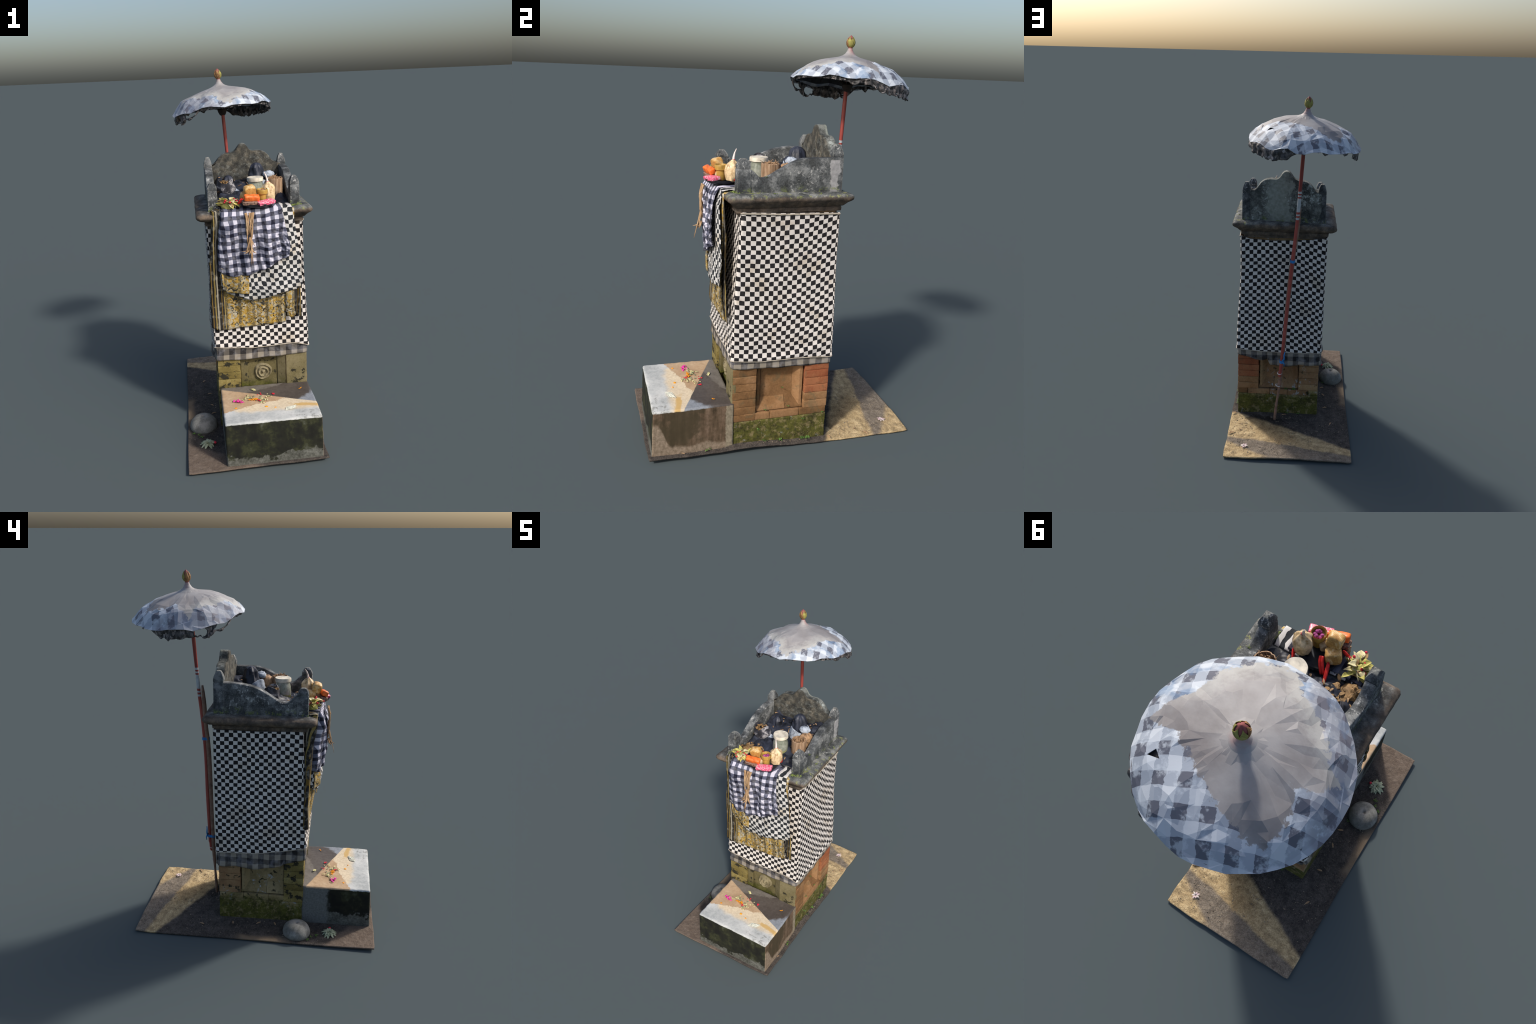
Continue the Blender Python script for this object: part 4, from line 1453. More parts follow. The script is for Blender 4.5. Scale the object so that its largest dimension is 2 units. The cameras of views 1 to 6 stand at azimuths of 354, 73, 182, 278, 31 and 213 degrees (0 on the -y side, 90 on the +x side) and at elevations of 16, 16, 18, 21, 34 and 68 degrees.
def canopy_h(r, a):
    """height of the cloth below the neck at radius r, direction a"""
    amp = sstep(0.04, 0.2, r)
    h = pl(CPROF, r) + amp * (0.006 * (math.cos(a * 10 + 0.4) - 0.3) * sstep(0.1, .3, r) + 0.012 * fb(math.cos(a) * 1.5, math.sin(a) * 1.5, r * 8, 1.3, 4, 3))
    h += 0.011 * (r / 0.29) * max(0.0, math.cos(a + 1.15))
    if r > 0.25:
        h -= rim_drop(a) * (r - 0.25) / 0.05
    return h


RINGS = [0.0, 0.011, 0.015, 0.024, 0.036, 0.058, 0.10, 0.145, 0.185, 0.215, 0.240, 0.262, 0.281, 0.2945]
TEARS = [(-163, .150), (-33, .212), (36, .222), (66, .222)]


def canopy():
    n = 44
    rc = random.Random(9)
    v = []
    for j, r in enumerate(RINGS):
        for i in range(n):
            a = TAU * i / n
            amp = sstep(0.04, 0.2, r)
            last = j == len(RINGS) - 1
            rr = r * (1 + 0.012 * nz(math.cos(a), math.sin(a), r, 3, 2) * amp + 0.018 * amp * max(0.0, math.cos(a - 2.9)))
            if 0.05 < r and not last:
                rr += rc.uniform(-0.009, 0.009)
            hh = canopy_h(min(rr, 0.2945), a) + amp * rc.uniform(-0.003, 0.003)
            if last:
                rr += 0.004 * nz(math.cos(a) * 4, math.sin(a) * 4, 0, 2)
                hh -= 0.014 * max(0, fb(math.cos(a) * 5, math.sin(a) * 5, 0, 2, 6, 2)) - 0.006 * rc.random()
            v.append(ulocal(rr, a + (rc.uniform(-.04, .04) if 4 < j and not last else 0), hh))
    # split quads into uneven triangles for a creased look, leave a few torn gaps
    f = []
    gaps = [ulocal(r, math.radians(d), canopy_h(r, math.radians(d))) for d, r in TEARS]
    for q in grid_faces(n, len(RINGS), True):
        tri = [(q[0], q[1], q[2]), (q[0], q[2], q[3])] if rc.random() < 0.5 else [(q[0], q[1], q[3]), (q[1], q[2], q[3])]
        for t in tri:
            c = (v[t[0]] + v[t[1]] + v[t[2]]) / 3
            if min((c - g).length for g in gaps) > 0.0085:
                f.append(t)
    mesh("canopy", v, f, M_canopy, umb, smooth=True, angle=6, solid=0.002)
    # lining just below, stopping short of the rim
    vl = []
    rs_ = [0.014, 0.03, 0.06, 0.1, 0.14, 0.18, 0.21, 0.24, 0.262, 0.272]
    for r in rs_:
        for i in range(n):
            a = TAU * i / n
            vl.append(ulocal(r, a, canopy_h(r, a) - 0.011))
    mesh("canopy_lining", vl, grid_faces(n, len(rs_), True), M_lining, umb, solid=0.001)


canopy()

# ragged fringe round the rim: length as a function of the angle
FRINGE = [(0, .030), (8, .050), (18, .058), (40, .066), (60, .070), (72, .060), (80, .026), (86, .008), (90, .026), (94, .006), (108, .004), (112, .024), (116, .005), (134, .004), (137, .026), (142, .005), (150, .010), (156, .044), (166, .056), (180, .058), (196, .052), (204, .056), (212, .070), (218, .030), (222, .010), (240, .010), (262, .012), (290, .010), (318, .012), (336, .018), (342, .032), (348, .020), (360, .030)]


def fringe():
    n, m = 420, 12
    v = []
    for j in range(m):
        for i in range(n):
            a = TAU * i / n
            d = math.degrees(a)
            L = pl(FRINGE, d) * (1 + 0.22 * nz(d * 0.22, 0, 0, 1, 3)) + 0.006 * abs(nz(d * 0.7, 1, 0, 1, 8))
            t = j / (m - 1)
            r = pl([(0, .290), (20, .296), (60, .296), (75, .288), (150, .283), (175, .287), (205, .287), (240, .281), (330, .282), (360, .290)], d) + 0.004 * nz(d * 0.12, t * 3, 0, 1, 5) * 2 - 0.006 * t + 0.004 * math.sin(d * 0.55 + 3 * nz(d * .05, 0, 0)) * (0.4 + t)
            r0 = min(r, 0.2855)
            top = canopy_h(r0, a) - 0.006
            low = rim_z(a) - L
            v.append(ulocal(lerp(r0, r, sstep(0, 0.3, t)), a, lerp(top, min(low, top - 0.004), t)))

    def skip(i, j):
        d = 360 * i / n
        t = j / (m - 1)
        # torn hole at the left front, and small punctures
        if ((d - 203) / 6.5) ** 2 + ((t - 0.46) / 0.42) ** 2 < 1:
            return True
        if nz(d * 0.5, t * 5, 0, 1, 14) > 0.56 and 0.2 < t < 0.9:
            return True
        return False
    mesh("fringe", v, grid_faces(n, m, True, 0, skip), M_fringe, umb, solid=0.003, offset=0)


fringe()
# dangling torn strip left of the hole
pts = []
for k in range(14):
    t = k / 13
    d = math.radians(lerp(211, 240, t))
    pts.append(ulocal(0.286, d, rim_z(d) - pl([(0, .060), (.25, .038), (.5, .046), (.8, .030), (1, .008)], t)))
tube("torn_strip", pts, lambda t: 0.0075 * (0.35 + abs(math.sin(t * 8.2 + 0.4))) * (1.05 - 0.6 * t), M_fringe, umb, 7)

# ribs, stretchers and hub below the canopy
HUB = ulocal(0, 0, -0.186)
parts = []
for i in range(8):
    a = TAU * i / 8 + 0.2
    parts.append(tube_geo([ulocal(r, a, canopy_h(r, a) - 0.014) for r in (0.03, 0.06, 0.1, 0.15, 0.2, 0.24, 0.262)], 0.0028, 6))
    parts.append(tube_geo([HUB + AXD * 0.004, ulocal(0.10, a, -0.125), ulocal(0.185, a, -0.090)], 0.0030, 6))
v, f = join_geo(parts)
mesh("umbrella_ribs", v, f, M_black, umb)
rotm = Matrix((E1, E2, AXD)).transposed()
lathe("hub", [(0.010, -0.024), (0.018, -0.018), (0.026, 0.0), (0.028, 0.012), (0.018, 0.022), (0.010, 0.030)], 18, HUB, M_black, umb, axis=rotm)

# pole: lacquered, slightly bent, in two lengths
pole_pts = [(0.066, 0.312, 0.330), (0.061, 0.316, 0.385), (0.056, 0.319, 0.437), (0.034, 0.321, 0.74), (0.009, 0.322, 1.065), (-0.013, 0.339, 1.335), (-0.022, 0.348, 1.490), (-0.036, 0.363, 1.756), (-0.048, 0.375, 1.93)]


def resample(pts, n):
    P = [Vector(p) for p in pts]
    out = []
    for i in range(n):
        t = i / (n - 1) * (len(P) - 1)
        k = min(int(t), len(P) - 2)
        u = t - k
        p0, p1, p2, p3 = P[max(k - 1, 0)], P[k], P[k + 1], P[min(k + 2, len(P) - 1)]
        out.append(0.5 * ((2 * p1) + (p2 - p0) * u + (2 * p0 - 5 * p1 + 4 * p2 - p3) * u * u + (3 * p1 - p0 - 3 * p2 + p3) * u ** 3))
    return out


pp = resample(pole_pts, 60)
tube("pole", pp, lambda t: 0.0098 + 0.0006 * math.sin(t * 40) - 0.003 * sstep(0.04, 0, t), M_pole, umb, 16)
stake_pts = [(0.091, 0.291, 0.012), (0.082, 0.293, 0.12), (0.071, 0.295, 0.213), (0.060, 0.297, 0.33), (0.045, 0.299, 0.55), (0.030, 0.300, 0.80), (0.012, 0.303, 1.03), (-0.003, 0.311, 1.17), (-0.016, 0.313, 1.29), (-0.026, 0.318, 1.395)]
STAKE_R = [(0, .008), (.2, .0078), (.33, .0105), (.45, .0125), (.7, .0135), (.85, .012), (.95, .0095), (1, .006)]
tube("wooden_stake", resample(stake_pts, 50), lambda t: pl(STAKE_R, t) + 0.0010 * math.sin(t * 23), M_stake, umb, 12)
# blue twine lashings
for zc, n, w in ((1.065, 4, 0.004), (0.437, 5, 0.0045)):
    parts = []
    k = min(range(len(pp)), key=lambda i: abs(pp[i].z - zc))
    c1 = pp[k]
    sp = resample(stake_pts, 50)
    c2 = min(sp, key=lambda p: abs(p.z - zc))
    mid = (c1 + c2) / 2
    d = (c2 - c1)
    d.z = 0
    L = d.length / 2
    d.normalize()
    s = Vector((-d.y, d.x, 0))
    loop = []
    for i in range(n * 20 + 1):
        a = TAU * i / 20
        loop.append(mid + d * math.cos(a) * (L + 0.0118) + s * math.sin(a) * 0.0125 + Vector((0, 0, (i / (n * 20) - 0.5) * 0.016 + 0.001 * math.sin(a * 3))))
    parts.append(tube_geo(loop, 0.0024, 6))
    if zc < 0.6:
        parts.append(tube_geo([c1 + Vector((-0.006, 0.012, 0.004)), c1 + Vector((-0.016, 0.014, 0.02)), c1 + Vector((-0.014, 0.013, 0.045)), c1 + Vector((-0.02, 0.012, 0.065))], lambda t: 0.0055 * (1.1 - 0.7 * t), 6))
        parts.append(tube_geo([c1 + Vector((-0.004, 0.013, 0)), c1 + Vector((-0.016, 0.018, -0.010)), c1 + Vector((-0.018, 0.016, -0.028))], lambda t: 0.005 * (1.1 - 0.6 * t), 6))
    v, f = join_geo(parts)
    mesh("blue_lashing", v, f, M_blue, umb)
# grey wire tie lower down
tube("wire_tie", [Vector((0.066 + 0.013 * math.cos(a), 0.305 + 0.018 * math.sin(a), 0.352)) for a in [TAU * i / 24 for i in range(25)]], 0.003, M_bagtip, umb, 6)
tube("wire_tie", [Vector((0.076 + 0.012 * math.cos(a), 0.297 + 0.012 * math.sin(a), 0.262 + 0.004 * math.cos(a))) for a in [TAU * i / 24 for i in range(25)]], 0.0035, M_bagtip, umb, 6)

# lotus-bud finial
fin = ulocal(0, 0, -0.002)
lathe("finial_neck", [(0.0135, -0.016), (0.0115, -0.004), (0.0100, 0.004), (0.0115, 0.008), (0.007, 0.012)], 14, fin, M_bud_r, umb, axis=rotm)
lathe("finial_bud", [(0.006, 0.006), (0.014, 0.012), (0.0185, 0.022), (0.0195, 0.032), (0.017, 0.043), (0.012, 0.053), (0.006, 0.0605), (0.001, 0.065)], 14, fin, M_bud_r, umb, axis=rotm)
for ring, (n, h0, r0, L, wd, mt) in enumerate(((6, 0.008, 0.012, 0.050, 0.024, None), (5, 0.007, 0.0125, 0.036, 0.024, None))):
    for i in range(n):
        a = TAU * (i + 0.5 * ring) / n + 0.3
        mt = M_bud_b if (math.sin(a) < -0.2 and math.cos(a) < 0.45) else M_bud_g
        v, f = [], []
        seg, nu = 8, 5
        for side in (0.0, 0.0014):
            for j in range(seg + 1):
                t = j / seg
                h = h0 + L * t
                rr = pl([(0.006, 0.007), (0.012, 0.0145), (0.022, 0.0192), (0.032, 0.0202), (0.043, 0.0178), (0.053, 0.0128), (0.06, 0.0075)], h) + 0.0005 + 0.001 * ring + side
                w = 0.62 * math.sin(math.pi * min(1, 0.25 + 0.75 * t)) * (1.0 if n == 6 else 1.1)
                for q in range(nu):
                    aa = a + w * (2 * q / (nu - 1) - 1)
                    v.append(fin + rotm @ Vector((rr * math.cos(aa), rr * math.sin(aa), h)))
        mm = nu * (seg + 1)
        f = grid_faces(nu, seg + 1) + grid_faces(nu, seg + 1, False, mm)
        for j in range(seg):
            for q in (0, nu - 1):
                b = j * nu + q
                f.append((b, b + nu, mm + b + nu, mm + b))
        mesh("bud_petal", v, f, mt, umb)

# ================================================================ THINGS ON THE LEDGE
LZ = 1.2905
# ---- tray with packets, pot and bag
tray = thing("offering_tray", (0.085, -0.288, LZ + 0.006), "dark round tray crowded with packets and a small pot", "offering tray")
tc = (0.085, -0.288, 0)
lathe("tray_dish", [(0.045, LZ + 0.011), (0.068, LZ + 0.013), (0.081, LZ + 0.021), (0.088, LZ + 0.033), (0.0895, LZ + 0.034), (0.085, LZ + 0.031), (0.066, LZ + 0.022), (0.0, LZ + 0.020)], 40, tc, M_tray, tray)


def packet(name, c, size, yaw, pitch, roll, mat, puff=0.004, seed=0.0, parent=tray):
    xf = Matrix.Translation(c) @ Matrix.Rotation(yaw, 4, 'Z') @ Matrix.Rotation(pitch, 4, 'X') @ Matrix.Rotation(roll, 4, 'Y')
    sx, sy, sz = [q / 2 for q in size]

    def dsp(p, n):
        return puff * (1 - abs(p.x / sx) ** 3) * (1 - abs(p.y / sy) ** 3) * (1 if abs(n.z) > .5 else .4) + 0.0042 * fb(p.x, p.y, p.z, 48, seed, 4)
    return block(name, (-sx, -sy, -sz), (sx, sy, sz), 0.005, min(size) * 0.22, mat, parent, dsp, xf)


packet("orange_packet", (0.048, -0.343, 1.356), (0.083, 0.032, 0.026), 0.22, 0.35, 0.10, M_orange, 0.003, 2)
packet("brown_packet", (0.040, -0.340, 1.331), (0.080, 0.040, 0.018), 0.10, 0.15, 0.05, M_brown, 0.002, 3)
packet("pink_packet", (0.122, -0.344, 1.329), (0.092, 0.042, 0.017), 0.33, 0.12, -0.08, M_pink, 0.002, 4)
packet("golden_packet", (0.043, -0.303, 1.386), (0.060, 0.048, 0.046), 0.15, 0.25, -0.15, M_ybox, 0.005, 5)
packet("golden_packet", (0.028, -0.268, 1.345), (0.06, 0.05, 0.05), 0.5, 0.1, 0.1, M_ybox, 0.005, 8)
packet("orange_packet", (0.075, -0.300, 1.338), (0.05, 0.04, 0.03), 0.7, 0.1, 0.1, M_bag, 0.003, 9)
lathe("small_pot", [(0.019, 1.318), (0.0215, 1.322), (0.0205, 1.345), (0.0225, 1.362), (0.0285, 1.367), (0.0300, 1.378), (0.0300, 1.389), (0.0285, 1.391), (0.0262, 1.387), (0.024, 1.372), (0.0, 1.370)], 28, (0.108, -0.299, 0), M_pot, tray)
parts, pm = [], random.Random(4)
for i in range(9):
    a = pm.uniform(0, TAU)
    parts.append(blob_geo((0.108 + 0.013 * math.cos(a), -0.299 + 0.013 * math.sin(a), 1.375 + pm.uniform(0, .006)), 0.008, 0.008, 0.006, 0.3, 2, i, 8, 6))
v, f = join_geo(parts)
mesh("pot_flowers", v, f, plain("purple_petal", (0.40, 0.07, 0.25), 0.6, 90), tray)


# clear bag, tied at the neck
def bag_wob(a, h, j):
    return 0.13 * math.sin(a * 6 + h * 60) * (0.35 + 0.65 * (h > 1.37)) + 0.30 * fb(math.cos(a), math.sin(a), h * 20, 1.6, 3, 3)


lathe("tied_bag", [(0.018, 1.316), (0.031, 1.324), (0.036, 1.345), (0.038, 1.368), (0.034, 1.388), (0.024, 1.402), (0.012, 1.412), (0.0055, 1.419)], 32, (0.146, -0.250, 0), M_bag, tray, bag_wob)
tube("bag_neck", [(0.145, -0.249, 1.412), (0.142, -0.247, 1.430), (0.138, -0.242, 1.448), (0.130, -0.232, 1.466)], lambda t: 0.0062 * (1.15 - t * 0.8), M_bagtip, tray, 8)
lathe("bag_tie", [(0.006, 1.414), (0.008, 1.417), (0.006, 1.420)], 10, (0.1455, -0.249, 0), M_rose, tray)
# red ribbon spilling behind the packets
parts = []
for (p0, p1, p2, w) in (((0.16, -0.27, 1.335), (0.165, -0.235, 1.325), (0.15, -0.20, 1.312), .012), ((0.01, -0.30, 1.345), (0.0, -0.30, 1.335), (-0.012, -0.305, 1.322), .012), ((0.06, -0.245, 1.35), (0.05, -0.225, 1.335), (0.03, -0.20, 1.312), .014), ((0.03, -0.24, 1.34), (0.02, -0.205, 1.325), (0.01, -0.165, 1.305), .012)):
    pts = resample([p0, p1, p2], 8)
    for k in range(3):
        o = Vector((rp.uniform(-.008, .008), rp.uniform(-.006, .006), rp.uniform(-.004, .004)))
        parts.append(tube_geo([p + o for p in pts], lambda t: w * 0.42 * (0.5 + math.sin(0.5 + 2.4 * t) * 0.6), 6))
v, f = join_geo(parts)
mesh("red_ribbon", v, f, M_redrib, tray)

# ---- jar
jar = thing("glass_jar", (0.094, -0.113, LZ), "old glass jar with a pale paper lid", "jar")
lathe("jar_body", [(0.030, LZ), (0.041, LZ + 0.004), (0.0455, LZ + 0.02), (0.0465, LZ + 0.06), (0.044, LZ + 0.085), (0.0395, LZ + 0.100), (0.039, LZ + 0.115)], 36, (0.094, -0.113, 0), M_jar, jar)
lathe("jar_lid", [(0.0405, LZ + 0.112), (0.0440, LZ + 0.114), (0.0445, LZ + 0.128), (0.043, LZ + 0.134), (0.035, LZ + 0.133), (0.0, LZ + 0.1315)], 36, (0.094, -0.113, 0), M_lid, jar, lambda a, h, j: 0.02 * math.sin(3 * a) + 0.012 * math.sin(7 * a))

# ---- bamboo cup with straw
cup = thing("bamboo_cup", (0.203, -0.085, LZ), "rough bamboo cup stuffed with dry straw", "bamboo cup")
lathe("cup_wall", [(0.038, LZ), (0.041, LZ + 0.01), (0.0425, LZ + 0.06), (0.043, LZ + 0.118), (0.0385, LZ + 0.120), (0.037, LZ + 0.10), (0.0, LZ + 0.098)], 40, (0.203, -0.087, 0), M_bamboo, cup,
      lambda a, h, j: 0.03 * math.sin(9 * a + 2 * math.sin(3 * a)) + 0.02 * math.sin(23 * a))
parts, rs = [], random.Random(8)
for i in range(60):
    a, r = rs.uniform(0, TAU), 0.034 * math.sqrt(rs.random())
    b = Vector((0.203 + r * math.cos(a), -0.087 + r * math.sin(a), LZ + 0.10 + rs.uniform(0, 0.01)))
    d = Vector((rs.uniform(-1, 1), rs.uniform(-1, 1), rs.uniform(0.1, 0.9))).normalized() * rs.uniform(0.015, 0.038)
    parts.append(tube_geo([b, b + d * 0.5 + Vector((0, 0, 0.005)), b + d], lambda t: 0.0022 * (1.1 - 0.8 * t), 5))
v, f = join_geo(parts)
mesh("dry_straw", v, f, M_straw, cup, kind="stuff")

# ---- pouches and bags towards the back
pouch = thing("cloth_pouch", (-0.060, -0.05, LZ), "open black and white pouch with dried petals", "pouch")


def pouch_shape(name, c, r, h, mat, parent, seed, tilt=(0, 0), open_=True, n=36):
    def wob(a, hh, j):
        k = 1.0 if open_ else 1.7
        return k * (0.20 * fb(math.cos(a), math.sin(a), hh * 22, 1.5, seed, 4) + 0.045 * math.sin(7 * a + seed + hh * 40))
    pr = [(0.62 * r, 0), (0.9 * r, 0.06 * h), (1.05 * r, 0.3 * h), (1.0 * r, 0.6 * h), (0.86 * r, 0.85 * h), (0.80 * r, h)]
    if open_:
        pr += [(0.74 * r, 1.01 * h), (0.70 * r, 0.9 * h), (0.66 * r, 0.75 * h), (0.0, 0.72 * h)]
    else:
        pr = [(0.75 * r, 0), (1.0 * r, 0.08 * h), (1.0 * r, 0.22 * h), (0.92 * r, 0.38 * h), (0.84 * r, 0.52 * h), (0.78 * r, 0.66 * h), (0.68 * r, 0.80 * h), (0.52 * r, 0.91 * h), (0.28 * r, 0.98 * h), (0.0, h)]
    v, f = lathe_geo(pr, n, (0, 0, 0), wob)
    v = [Vector((c[0] + p.x + tilt[0] * p.z, c[1] + p.y + tilt[1] * p.z, c[2] + p.z + (0.012 * math.sin(math.atan2(p.y, p.x) * 2 + seed) * (p.z / h) ** 3 if open_ else 0))) for p in v]
    return mesh(name, v, f, mat, parent, angle=24)


pouch_shape("pouch_body", (-0.062, -0.048, LZ + 0.03), 0.050, 0.085, M_pouch, pouch, 2.0, (-0.05, -0.25))
parts = []
for i in range(34):
    a, r = rs.uniform(0, TAU), 0.036 * math.sqrt(rs.random())
    parts.append(leaf_geo((-0.067 + r * math.cos(a), -0.068 + r * math.sin(a), LZ + 0.098 + rs.uniform(0, .014)), (rs.uniform(-1, 1), rs.uniform(-1, 1), rs.uniform(0, .7)), (0, 0, 1), rs.uniform(.012, .024), .010, .4, 3, 4, .3))
v, f = join_geo(parts)
mesh("dried_petals", v, f, M_brleaf, pouch, kind="stuff")
v, f = blob_geo((-0.05, -0.055, LZ + 0.022), 0.058, 0.055, 0.032, 0.25, 2.2, 5, 26, 14)
mesh("pouch_cushion", v, f, M_pouch, pouch)
v, f = blob_geo((-0.01, -0.055, LZ + 0.035), 0.028, 0.03, 0.03, 0.3, 2.2, 7, 20, 12)
mesh("pouch_fold", v, f, M_whiterag, pouch)

bag1 = thing("plastic_bag", (0.122, 0.075, LZ), "dark plastic bag with a pale folded rim", "bag")
pouch_shape("bag_crown", (0.122, 0.072, LZ + 0.06), 0.052, 0.128, M_navy, bag1, 5.0, (0.0, -0.02), False)
pouch_shape("bag_rim", (0.126, 0.062, LZ), 0.066, 0.105, M_whiterag, bag1, 6.0, (0.05, -0.1))
v, f = blob_geo((0.183, 0.020, LZ + 0.125), 0.034, 0.028, 0.020, 0.4, 2.5, 3, 24, 14)
mesh("white_rag", v, f, M_whiterag, bag1)
v, f = blob_geo((0.205, -0.005, LZ + 0.06), 0.045, 0.05, 0.062, 0.3, 2.2, 9, 24, 14)
mesh("straw_bundle", v, f, M_straw, bag1)
bag2 = thing("plastic_bag", (-0.037, 0.085, LZ), "small dark peaked plastic bag", "bag")
pouch_shape("bag_crown", (-0.038, 0.085, LZ), 0.044, 0.122, M_navy, bag2, 8.0, (0, 0), False)
v, f = blob_geo((-0.03, 0.06, LZ + 0.02), 0.065, 0.05, 0.035, 0.3, 2.2, 11, 26, 14)
mesh("bag_heap", v, f, M_navy, bag2)
# litter of dark rags heaped over the floor of the throne
def litter(u, v):
    x, y = lerp(-0.127, 0.263, u), lerp(-0.215, 0.178, v)
    e = sstep(0, 0.10, min(u, 1 - u)) * 0.5 + 0.5
    h = 0.022 + 0.030 * sstep(-0.2, -0.07, y) + 0.032 * sstep(-0.02, 0.13, y)
    h *= sstep(-0.215, -0.17, y)
    h += 0.026 * fb(x, y, 0, 16, 4, 3) + 0.010 * abs(fb(x, y, 0, 40, 9, 2))
    h += 0.030 * math.exp(-((x - 0.215) / 0.05) ** 2) * sstep(-0.06, 0.06, y) + 0.022 * math.exp(-((x + 0.10) / 0.035) ** 2) * sstep(-0.15, 0.0, y)
    return Vector((x, y, LZ - 0.004 + max(0.0, h) * e))


surface("rag_litter", litter, 70, 70, M_navy, shrine, kind="stuff")
parts = []
for (x, y, rx, ry, rz, s) in ((-0.085, -0.185, .038, .045, .02, 1), (-0.03, -0.17, .03, .03, .014, 2)):
    parts.append(blob_geo((x, y, LZ + rz * 0.4), rx, ry, rz, 0.35, 2.4, s, 24, 12))
v, f = join_geo(parts)
for i in range(26):
    parts.append(leaf_geo((-0.08 + rs.gauss(0, .022), -0.185 + rs.gauss(0, .022), LZ + 0.018 + rs.uniform(0, .012)), (rs.uniform(-1, 1), rs.uniform(-1, 1), rs.uniform(-.1, .5)), (0, 0, 1), rs.uniform(.02, .035), .014, .4, 4, 5, .3))
v, f = join_geo(parts)
mesh("withered_leaf_litter", v, f, M_brleaf, shrine, kind="stuff")

parts = []
rl = random.Random(77)
for i in range(46):
    x, y = rl.uniform(-0.10, 0.24), rl.uniform(-0.19, 0.15)
    p = litter((x + 0.127) / 0.39, (y + 0.215) / 0.393)
    a = rl.uniform(0, TAU)
    parts.append(leaf_geo((x, y, p.z + 0.004), (math.cos(a), math.sin(a), rl.uniform(0, .4)), (0, 0, 1), rl.uniform(.012, .03), rl.uniform(.004, .010), .3, 3, 4, .3))
v, f = join_geo(parts)
mesh("straw_scraps", v, f, M_palm, shrine, kind="stuff")

# ---- palm-leaf offering at the left
off = thing("palm_leaf_offering", (-0.072, -0.285, LZ), "crumpled yellow palm leaf offering with red petals", "offering")
v, f = blob_geo((-0.070, -0.286, LZ + 0.018), 0.036, 0.030, 0.024, 0.35, 2.2, 4, 24, 14)
mesh("leaf_heap", v, f, M_yleaf, off)
ro = random.Random(17)
for i in range(34):
    a = ro.uniform(0, TAU)
    e = ro.uniform(-0.15, 1.1)
    rr = ro.uniform(0.004, 0.026)
    b = (-0.070 + rr * math.cos(a), -0.288 + rr * math.sin(a), LZ + 0.016 + ro.uniform(0.0, 0.032))
    L = ro.uniform(0.024, 0.044)
    v, f = leaf_geo(b, (math.cos(a), math.sin(a), e), (0, 0, 1), L, ro.uniform(.018, .034), ro.uniform(.1, .7), 5, 6, 0.35, 0.8)
    mesh("palm_leaf", v, f, ro.choice([M_yleaf, M_yleaf, M_yleaf2, M_yleaf2, M_yleaf2, M_yleaf, M_brleaf]), off)
for i in range(8):
    v, f = blob_geo((-0.066 + ro.gauss(0, .02), -0.298 + ro.gauss(0, .016), LZ + ro.uniform(.030, .06)), .006, .006, .005, .4, 2, i, 8, 6)
    mesh("red_petal", v, f, M_rose, off)
# a long stiff leaf standing up behind
for (bx, by, dx, dy, e, L) in ((-0.085, -0.262, -0.5, 0.4, 0.9, .05), (-0.10, -0.285, -0.9, -0.1, 0.35, .035), (-0.05, -0.25, 0.2, 0.7, 0.7, .05)):
    v, f = leaf_geo((bx, by, LZ + .02), (dx, dy, e), (0, 0, 1), L, .022, .2, 5, 6, .3)
    mesh("palm_leaf", v, f, M_yleaf, off)

# ================================================================ THINGS ON THE GROUND AND BENCH
rock = thing("round_stone", (-0.273, -0.246, 0.01), "low grey domed stone with a dimple on top", "stone")
gz = 0.006
lathe("stone_dome", [(0.070, gz), (0.078, gz + 0.010), (0.0795, gz + 0.024), (0.0755, gz + 0.040), (0.067, gz + 0.055), (0.055, gz + 0.067), (0.041, gz + 0.0755), (0.026, gz + 0.079), (0.013, gz + 0.0795), (0.010, gz + 0.078), (0.006, gz + 0.073), (0.0, gz + 0.071)], 44, (-0.274, -0.246, 0), M_mortar, rock,
      lambda a, h, j: 0.03 * fb(math.cos(a), math.sin(a), h * 14, 1.4, 3, 3))

plant = thing("rosette_plant", (-0.257, -0.434, 0.018), "pale green rosette plant with pointed leaves", "plant")
for ring, (n, L, e, w) in enumerate(((10, 0.044, 0.25, .021), (9, 0.035, 0.55, .019), (6, 0.022, 1.1, .014))):
    for i in range(n):
        a = TAU * (i + 0.5 * ring) / n + ro.uniform(-.15, .15)
        v, f = leaf_geo((-0.257 + 0.003 * math.cos(a), -0.434 + 0.003 * math.sin(a), 0.020 + 0.003 * ring), (math.cos(a), math.sin(a), e), (0, 0, 1), L * ro.uniform(.85, 1.1), w, .45, 5, 6, .35, .75)
        mesh("rosette_leaf", v, f, M_succ, plant)
v, f = blob_geo((-0.219, -0.435, 0.026), .008, .008, .007, .35, 2, 3, 10, 8)
mesh("magenta_flower", v, f, M_rose, plant)

BZ = 0.2625
fl = thing("scattered_flowers", (0.0, -0.44, BZ), "bright petals and leaf scraps strewn as offering", "flowers")


def scatter(name, cx, cy, n, spread, size, mat, seed, z=None, flat=0.25, parent=fl):
    r_ = random.Random(seed)
    for i in range(n):
        a = r_.uniform(0, TAU)
        x, y = cx + r_.gauss(0, spread), cy + r_.gauss(0, spread * 0.7)
        zz = (z if z is not None else BZ) + 0.0015 + r_.uniform(0, 0.003)
        v, f = leaf_geo((x, y, zz), (math.cos(a), math.sin(a), flat * r_.random()), (0, 0, 1), size * r_.uniform(.7, 1.3), size * .55, r_.uniform(-.1, .3), 4, 4, .3, .8, thick=0.001)
        mesh(name, v, f, mat, parent)


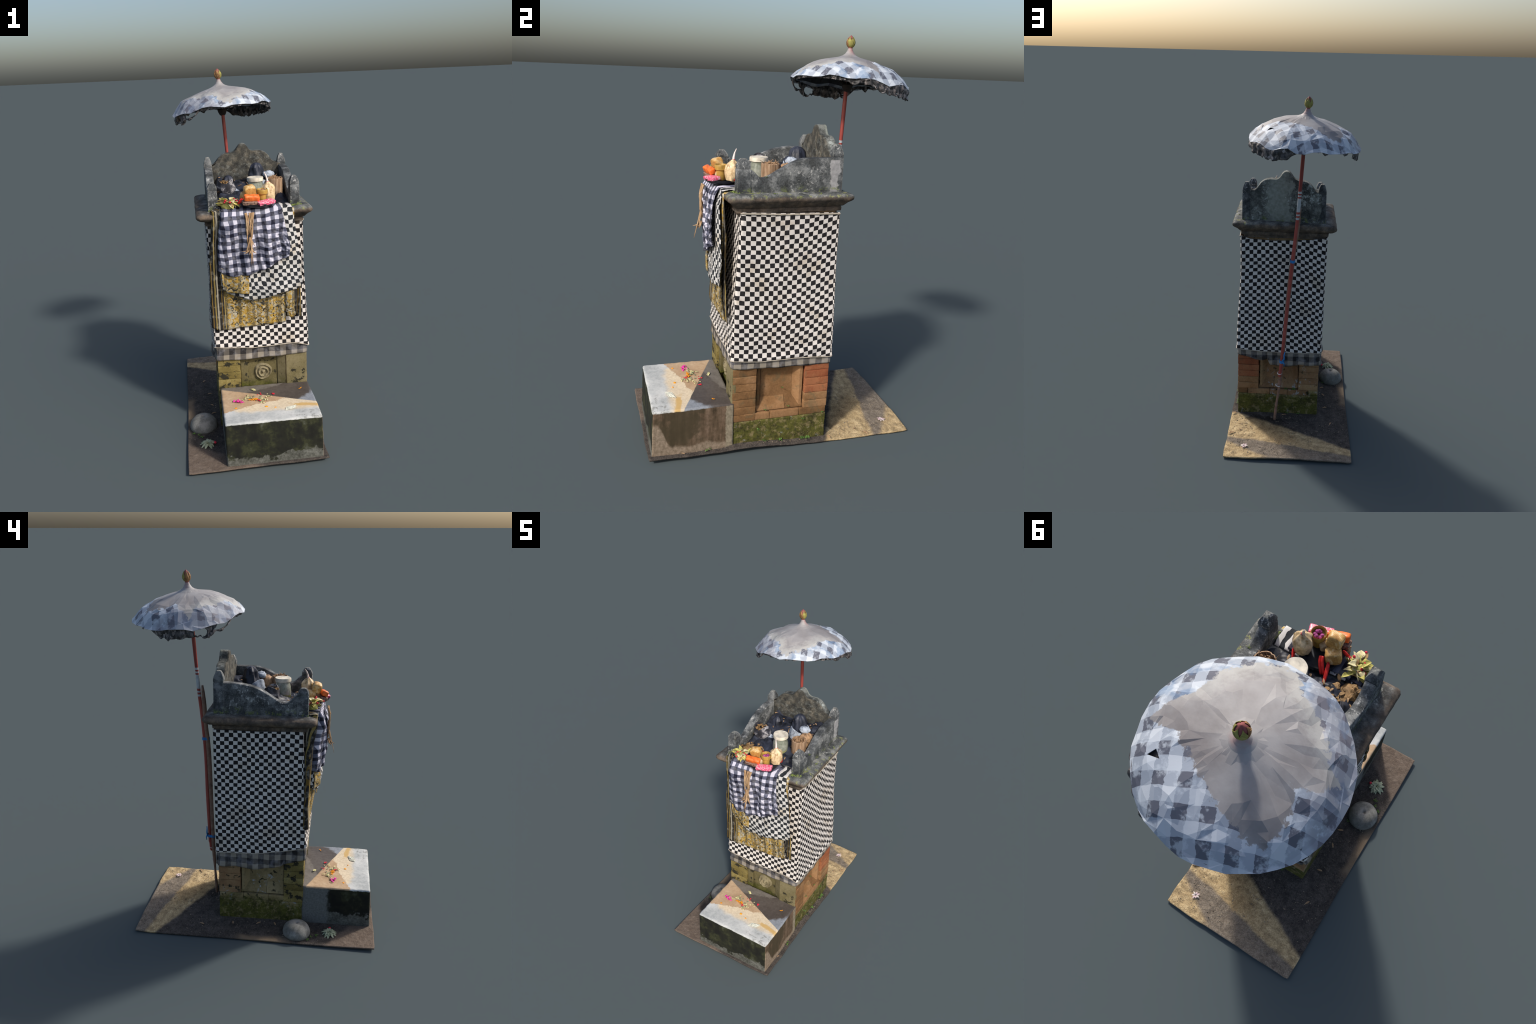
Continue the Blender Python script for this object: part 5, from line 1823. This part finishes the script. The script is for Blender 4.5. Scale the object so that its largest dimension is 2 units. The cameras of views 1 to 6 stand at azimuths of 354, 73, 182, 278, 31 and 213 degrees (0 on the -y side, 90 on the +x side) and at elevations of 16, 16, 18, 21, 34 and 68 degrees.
scatter("magenta_petal", -0.078, -0.447, 12, .010, .018, M_magenta, 1, flat=.6)
scatter("marigold_petal", 0.004, -0.438, 14, .009, .014, M_marigold, 2, flat=.7)
scatter("red_petal", 0.030, -0.446, 7, .006, .013, M_rose, 3, flat=.6)
scatter("cream_petal", 0.050, -0.445, 12, .016, .014, M_cream, 4)
scatter("cream_petal", -0.031, -0.412, 10, .010, .015, M_cream, 5)
scatter("leaf_scrap", 0.03, -0.435, 10, .026, .014, M_weed_pale, 6)
scatter("red_petal", 0.042, -0.383, 5, .010, .010, M_rose, 7)
scatter("cream_petal", 0.083, -0.415, 7, .012, .012, M_cream, 8)
scatter("red_petal", 0.120, -0.389, 4, .005, .013, M_rose, 9, flat=.6)
scatter("marigold_petal", 0.278, -0.356, 2, .003, .010, M_marigold, 10)
scatter("yellow_leaf", 0.035, -0.326, 2, .006, .026, M_cream, 11)
scatter("leaf_scrap", -0.065, -0.43, 8, .012, .013, M_cream, 12)
for (x, y, s) in ((-0.098, -0.503, .008), (0.064, -0.513, .009), (0.11, -0.529, .006)):
    v, f = blob_geo((x, y, BZ - .001), s, s * .8, .0025, .3, 2, x * 30, 12, 6)
    mesh("wax_drop", v, f, M_marigold, fl)
# crumpled paper
pv = lambda u, v: Vector((0.155 + 0.055 * u + 0.012 * v, -0.575 + 0.034 * v + 0.012 * u, BZ + 0.002 + 0.010 * abs(fb(u, v, 0, 3.2, 2, 3))))
surface("crumpled_paper", pv, 14, 10, M_paper, fl, smooth=False, solid=0.0008)
# fallen blossom on the soil behind, and withered leaves around
bl = thing("fallen_blossom", (0.254, 0.584, 0.016), "small pale pink fallen blossom", "flower")
for i in range(7):
    a = TAU * i / 7 + 0.4
    v, f = leaf_geo((0.254 + .003 * math.cos(a), 0.584 + .003 * math.sin(a), ground_z(0.254, 0.584) + .006), (math.cos(a), math.sin(a), .3), (0, 0, 1), ro.uniform(.014, .024), .009, .2, 4, 5, .3)
    mesh("blossom_petal", v, f, M_white if i % 3 else M_bagtip, bl)
parts = []
for (x, y, a, L) in ((-0.264, 0.30, 1.1, .030), (-0.21, -0.03, 2.2, .030), (-0.225, -0.12, 0.4, .032), (0.336, 0.235, 0.3, .032), (0.33, 0.44, .5, .04), (0.30, 0.40, 2.0, .02), (-0.24, 0.13, 0.2, .03), (0.345, -0.52, 1, .018), (0.02, 0.245, .2, .03)):
    parts.append(leaf_geo((x, y, ground_z(x, y) + .005), (math.cos(a), math.sin(a), .05), (0, 0, 1), L, L * .32, .1, 5, 6, .3))
v, f = join_geo(parts)
mesh("fallen_leaf_litter", v, f, M_palm, shrine, kind="stuff")
